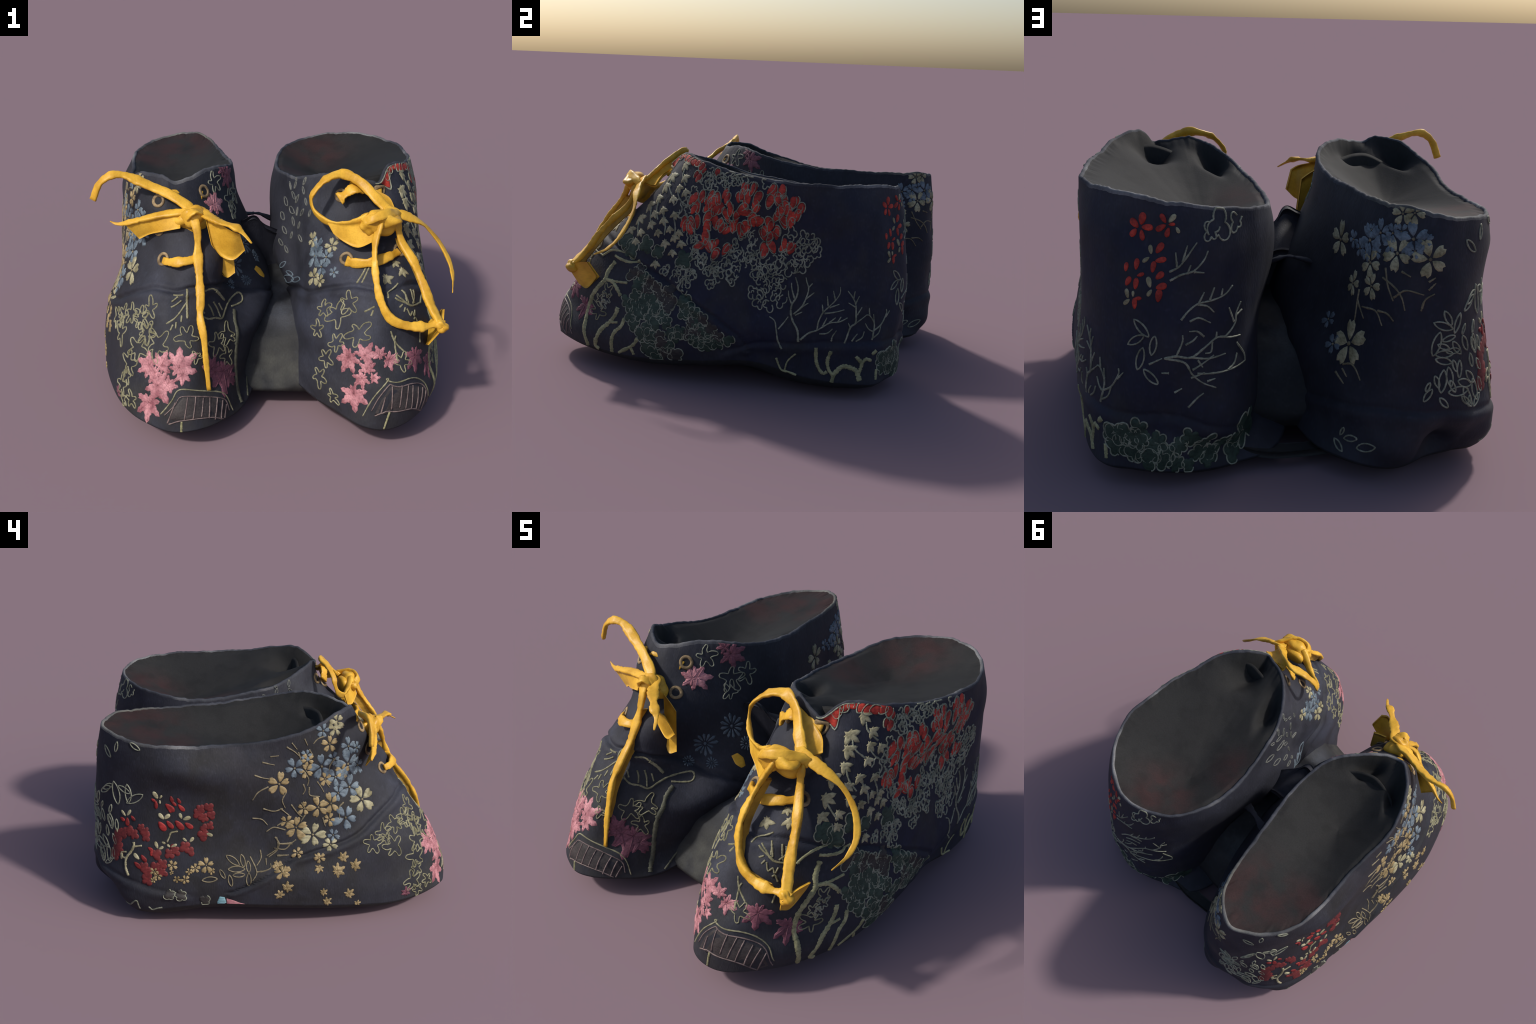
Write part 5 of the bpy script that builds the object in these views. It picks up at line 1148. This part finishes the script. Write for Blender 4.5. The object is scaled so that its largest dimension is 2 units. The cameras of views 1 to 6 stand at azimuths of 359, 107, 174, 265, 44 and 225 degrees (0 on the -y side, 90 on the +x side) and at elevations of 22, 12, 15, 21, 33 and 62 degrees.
line(SHOE_L, "grass", STRAW, 0.0092, [(46.5, 0.36), (50.5, 0.373), (53.5, 0.36), (56.5, 0.327)])
line(SHOE_L, "grass", STRAW, 0.0092, [(43.5, 0.32), (48.5, 0.29)])
line(SHOE_L, "grass", STRAW, 0.0092, [(46.5, 0.343), (49.5, 0.32)])
outline_leaves(SHOE_L, STONE, [(102.5, 0.63, 0.032, -58), (109.5, 0.607, 0.038, -103), (118.0, 0.677, 0.041, -142), (96.5, 0.533, 0.046, -105), (100.0, 0.6, 0.04, -19), (102.5, 0.49, 0.039, -6), (104.5, 0.55, 0.03, 12), (114.0, 0.42, 0.034, -91), (123.0, 0.44, 0.03, -72), (103.0, 0.383, 0.044, -97), (107.5, 0.397, 0.039, -79), (118.5, 0.357, 0.043, -22), (114.5, 0.33, 0.052, -6), (130.5, 0.323, 0.032, -75), (122.5, 0.277, 0.022, -110), (128.0, 0.267, 0.032, -141), (95.0, 0.33, 0.029, -121), (63.5, 0.073, 0.047, 23), (55.5, 0.08, 0.034, 19), (51.0, 0.093, 0.02, 64), (50.0, 0.037, 0.031, -34), (102.5, 0.463, 0.036, -18), (129.5, 0.493, 0.031, -78)])
outline_leaves(SHOE_L, STONE, [(126.5, 0.677, 0.062, -73), (134.0, 0.693, 0.051, -82), (137.5, 0.67, 0.054, -145), (120.0, 0.697, 0.038, 35), (131.5, 0.71, 0.039, -18), (125.0, 0.503, 0.042, -72), (121.0, 0.297, 0.049, -64), (126.5, 0.313, 0.047, -74), (117.0, 0.897, 0.037, -37), (126.0, 0.947, 0.028, -95), (139.0, 0.983, 0.032, -25)])
line(SHOE_L, "grass", STRAW, 0.0092, [(191.5, 0.753), (186.5, 0.723), (183.0, 0.673)])
line(SHOE_L, "grass", STRAW, 0.0092, [(198.0, 0.71), (195.0, 0.663), (195.0, 0.61)])
line(SHOE_L, "grass", STRAW, 0.0092, [(210.0, 0.807), (210.5, 0.757), (208.5, 0.723)])
line(SHOE_L, "grass", STRAW, 0.0092, [(228.5, 0.82), (224.0, 0.79), (221.5, 0.743)])
line(SHOE_L, "grass", STRAW, 0.0092, [(228.0, 0.943), (223.5, 0.943), (220.0, 0.927)])
line(SHOE_L, "grass", STRAW, 0.0092, [(220.5, 0.593), (216.5, 0.57), (214.0, 0.517)])
line(SHOE_L, "grass", STRAW, 0.0092, [(202.0, 0.557), (199.0, 0.517)])
line(SHOE_L, "grass", STRAW, 0.0092, [(208.0, 0.533), (207.0, 0.483)])
line(SHOE_L, "grass", STRAW, 0.0092, [(186.0, 0.613), (190.0, 0.593), (194.0, 0.61)])
line(SHOE_L, "grass", STRAW, 0.0092, [(191.5, 0.47), (187.5, 0.487), (184.0, 0.46)])
line(SHOE_L, "grass", STRAW, 0.0092, [(191.0, 0.39), (188.0, 0.353), (184.5, 0.357)])
line(SHOE_L, "grass", STRAW, 0.0092, [(180.5, 0.55), (184.0, 0.54), (185.5, 0.503)])
line(SHOE_R, "stem", STONE, 0.0092, [(315.0, 0.94), (317.5, 0.91), (323.5, 0.877)])
line(SHOE_R, "stem", STONE, 0.0092, [(311.5, 0.88), (314.0, 0.847), (320.5, 0.813)])
line(SHOE_R, "stem", STONE, 0.0092, [(313.5, 0.777), (316.5, 0.737), (321.5, 0.693)])
line(SHOE_R, "stem", STONE, 0.0092, [(321.5, 0.733), (326.0, 0.687), (328.5, 0.633)])
line(SHOE_R, "stem", STONE, 0.0092, [(327.5, 0.73), (330.5, 0.683), (332.5, 0.633)])
line(SHOE_R, "stem", STONE, 0.0092, [(312.0, 0.73), (316.5, 0.69), (320.5, 0.66)])
line(SHOE_R, "stem", STONE, 0.0092, [(311.0, 0.657), (314.5, 0.627), (318.5, 0.593)])
line(SHOE_R, "stem", STONE, 0.0092, [(320.5, 0.85), (325.5, 0.813), (331.5, 0.793)])
line(SHOE_R, "stem", STONE, 0.0092, [(326.5, 0.843), (330.0, 0.813)])
loops(SHOE_R, STONE, [(329.5, 0.873, 0.029, 53), (328.0, 0.937, 0.027, 51), (330.5, 0.97, 0.027, 53), (337.0, 0.957, 0.03, 50), (338.0, 0.657, 0.03, 43), (342.0, 0.597, 0.027, 49), (342.5, 0.64, 0.028, 43), (354.0, 0.507, 0.031, 38), (358.0, 0.53, 0.028, 48), (346.5, 0.55, 0.028, 46), (352.0, 0.497, 0.03, 41)])
loops(SHOE_R, STONE, [(331.5, 0.947, 0.023, 43), (334.0, 0.923, 0.025, 35), (337.5, 0.963, 0.026, 38), (343.0, 0.94, 0.025, 33), (344.5, 0.973, 0.025, 41), (350.5, 0.98, 0.027, 32), (358.5, 0.7, 0.027, 33), (356.5, 0.64, 0.028, 25), (359.5, 0.597, 0.027, 18), (3.5, 0.68, 0.025, 32), (6.5, 0.583, 0.03, 17), (11.5, 0.517, 0.033, 13), (9.5, 0.493, 0.029, 13), (16.0, 0.53, 0.029, 19), (17.0, 0.59, 0.031, 20), (22.0, 0.55, 0.033, 24), (24.0, 0.583, 0.028, 29), (25.0, 0.66, 0.029, 26), (27.5, 0.687, 0.031, 26), (339.0, 0.657, 0.026, 28), (343.0, 0.577, 0.024, 26), (347.5, 0.55, 0.025, 26), (351.0, 0.5, 0.026, 26), (355.5, 0.433, 0.024, 24), (356.0, 0.493, 0.03, 19), (0.5, 0.473, 0.031, 15), (12.0, 0.387, 0.034, 3), (340.5, 0.483, 0.023, 29), (336.5, 0.473, 0.023, 28), (346.0, 0.417, 0.026, 27), (347.0, 0.47, 0.024, 28)])
clumps(SHOE_R, GREEN, [(336.0, 0.317, 0.028, 38), (341.0, 0.29, 0.026, 37), (336.0, 0.29, 0.026, 40), (341.0, 0.267, 0.026, 45), (347.5, 0.217, 0.029, 30), (344.5, 0.207, 0.027, 31), (336.0, 0.25, 0.028, 48), (352.5, 0.163, 0.03, 29), (350.0, 0.157, 0.027, 42), (351.0, 0.267, 0.026, 36), (355.5, 0.217, 0.027, 41), (358.5, 0.183, 0.026, 38), (356.5, 0.143, 0.025, 37), (1.0, 0.1, 0.03, 36), (5.0, 0.103, 0.028, 31), (345.0, 0.13, 0.029, 35), (348.0, 0.0, 0.031, 23), (350.5, 0.083, 0.03, 30)])
outline_leaves(SHOE_L, STONE, [(101.5, 0.52, 0.027, -23), (108.5, 0.497, 0.032, -2), (111.0, 0.507, 0.035, -49), (117.0, 0.52, 0.035, -62), (122.5, 0.373, 0.04, -46), (110.0, 0.357, 0.028, -60), (105.5, 0.293, 0.028, -51), (120.0, 0.283, 0.029, -42), (110.5, 0.437, 0.025, -68), (124.0, 0.503, 0.034, -59), (129.5, 0.407, 0.03, -58), (99.5, 0.383, 0.025, -73), (94.5, 0.363, 0.019, -110), (115.0, 0.577, 0.02, -107), (123.5, 0.573, 0.025, -100)])
line(SHOE_R, "branch", STONE, 0.0092, [(104.5, 0.537), (101.0, 0.557), (97.0, 0.557)])
line(SHOE_R, "branch", STONE, 0.0092, [(109.0, 0.513), (108.5, 0.477), (105.5, 0.473)])
line(SHOE_R, "branch", STONE, 0.0092, [(95.5, 0.507), (99.0, 0.523), (101.0, 0.54)])
line(SHOE_R, "branch", STONE, 0.0092, [(113.0, 0.53), (119.0, 0.52), (124.5, 0.517)])
line(SHOE_R, "branch", STONE, 0.0092, [(107.0, 0.37), (111.0, 0.377)])
line(SHOE_R, "branch", STONE, 0.0092, [(102.0, 0.45), (104.5, 0.423)])
line(SHOE_R, "branch", STONE, 0.0092, [(117.5, 0.4), (121.0, 0.42), (122.5, 0.453)])
line(SHOE_R, "branch", STONE, 0.0092, [(88.5, 0.397), (85.0, 0.397)])
line(SHOE_R, "branch", STONE, 0.0092, [(91.5, 0.32), (95.0, 0.34)])
line(SHOE_R, "branch", STONE, 0.0092, [(122.5, 0.493), (127.0, 0.44), (128.0, 0.407)])
blossoms(SHOE_L, TAN, [(211.0, 0.803, 0.038, 97), (218.5, 0.73, 0.035, 22), (230.0, 0.737, 0.04, 138), (202.5, 0.597, 0.034, 147), (210.0, 0.52, 0.031, 132), (193.5, 0.52, 0.033, 137), (214.0, 0.857, 0.032, 103)])
blossoms(SHOE_L, BLUE, [(224.5, 0.723, 0.046, 119), (221.0, 0.643, 0.038, 33), (227.0, 0.82, 0.034, 126), (243.0, 0.72, 0.039, 6), (214.5, 0.883, 0.028, 128)])
blossoms(SHOE_L, BLUE, [(64.0, 0.9, 0.033, 133), (69.0, 0.913, 0.028, 60), (63.0, 0.857, 0.03, -106), (48.5, 0.8, 0.033, -108), (83.5, 0.9, 0.026, -21), (50.0, 0.89, 0.025, 135)])
star_leaves(SHOE_R, STONE, [(324.0, 0.273, 0.033, 49), (323.5, 0.237, 0.027, -36)])
loops(SHOE_R, STONE, [(347.5, 0.53, 0.031, 39), (358.5, 0.517, 0.028, 48), (3.5, 0.547, 0.029, 48), (8.5, 0.553, 0.03, 42), (14.0, 0.507, 0.03, 42), (17.5, 0.45, 0.03, 40), (14.0, 0.39, 0.03, 40), (19.0, 0.597, 0.029, 44), (22.5, 0.673, 0.028, 49), (26.5, 0.65, 0.029, 54), (27.0, 0.727, 0.031, 44), (20.5, 0.467, 0.029, 47), (344.0, 0.593, 0.028, 51), (354.0, 0.517, 0.029, 46), (4.5, 0.59, 0.029, 45), (357.5, 0.603, 0.029, 43), (330.5, 0.753, 0.033, 45), (326.5, 0.78, 0.031, 51), (331.5, 0.777, 0.03, 49), (337.5, 0.903, 0.031, 55), (346.5, 0.963, 0.028, 51), (353.0, 0.99, 0.027, 52)])
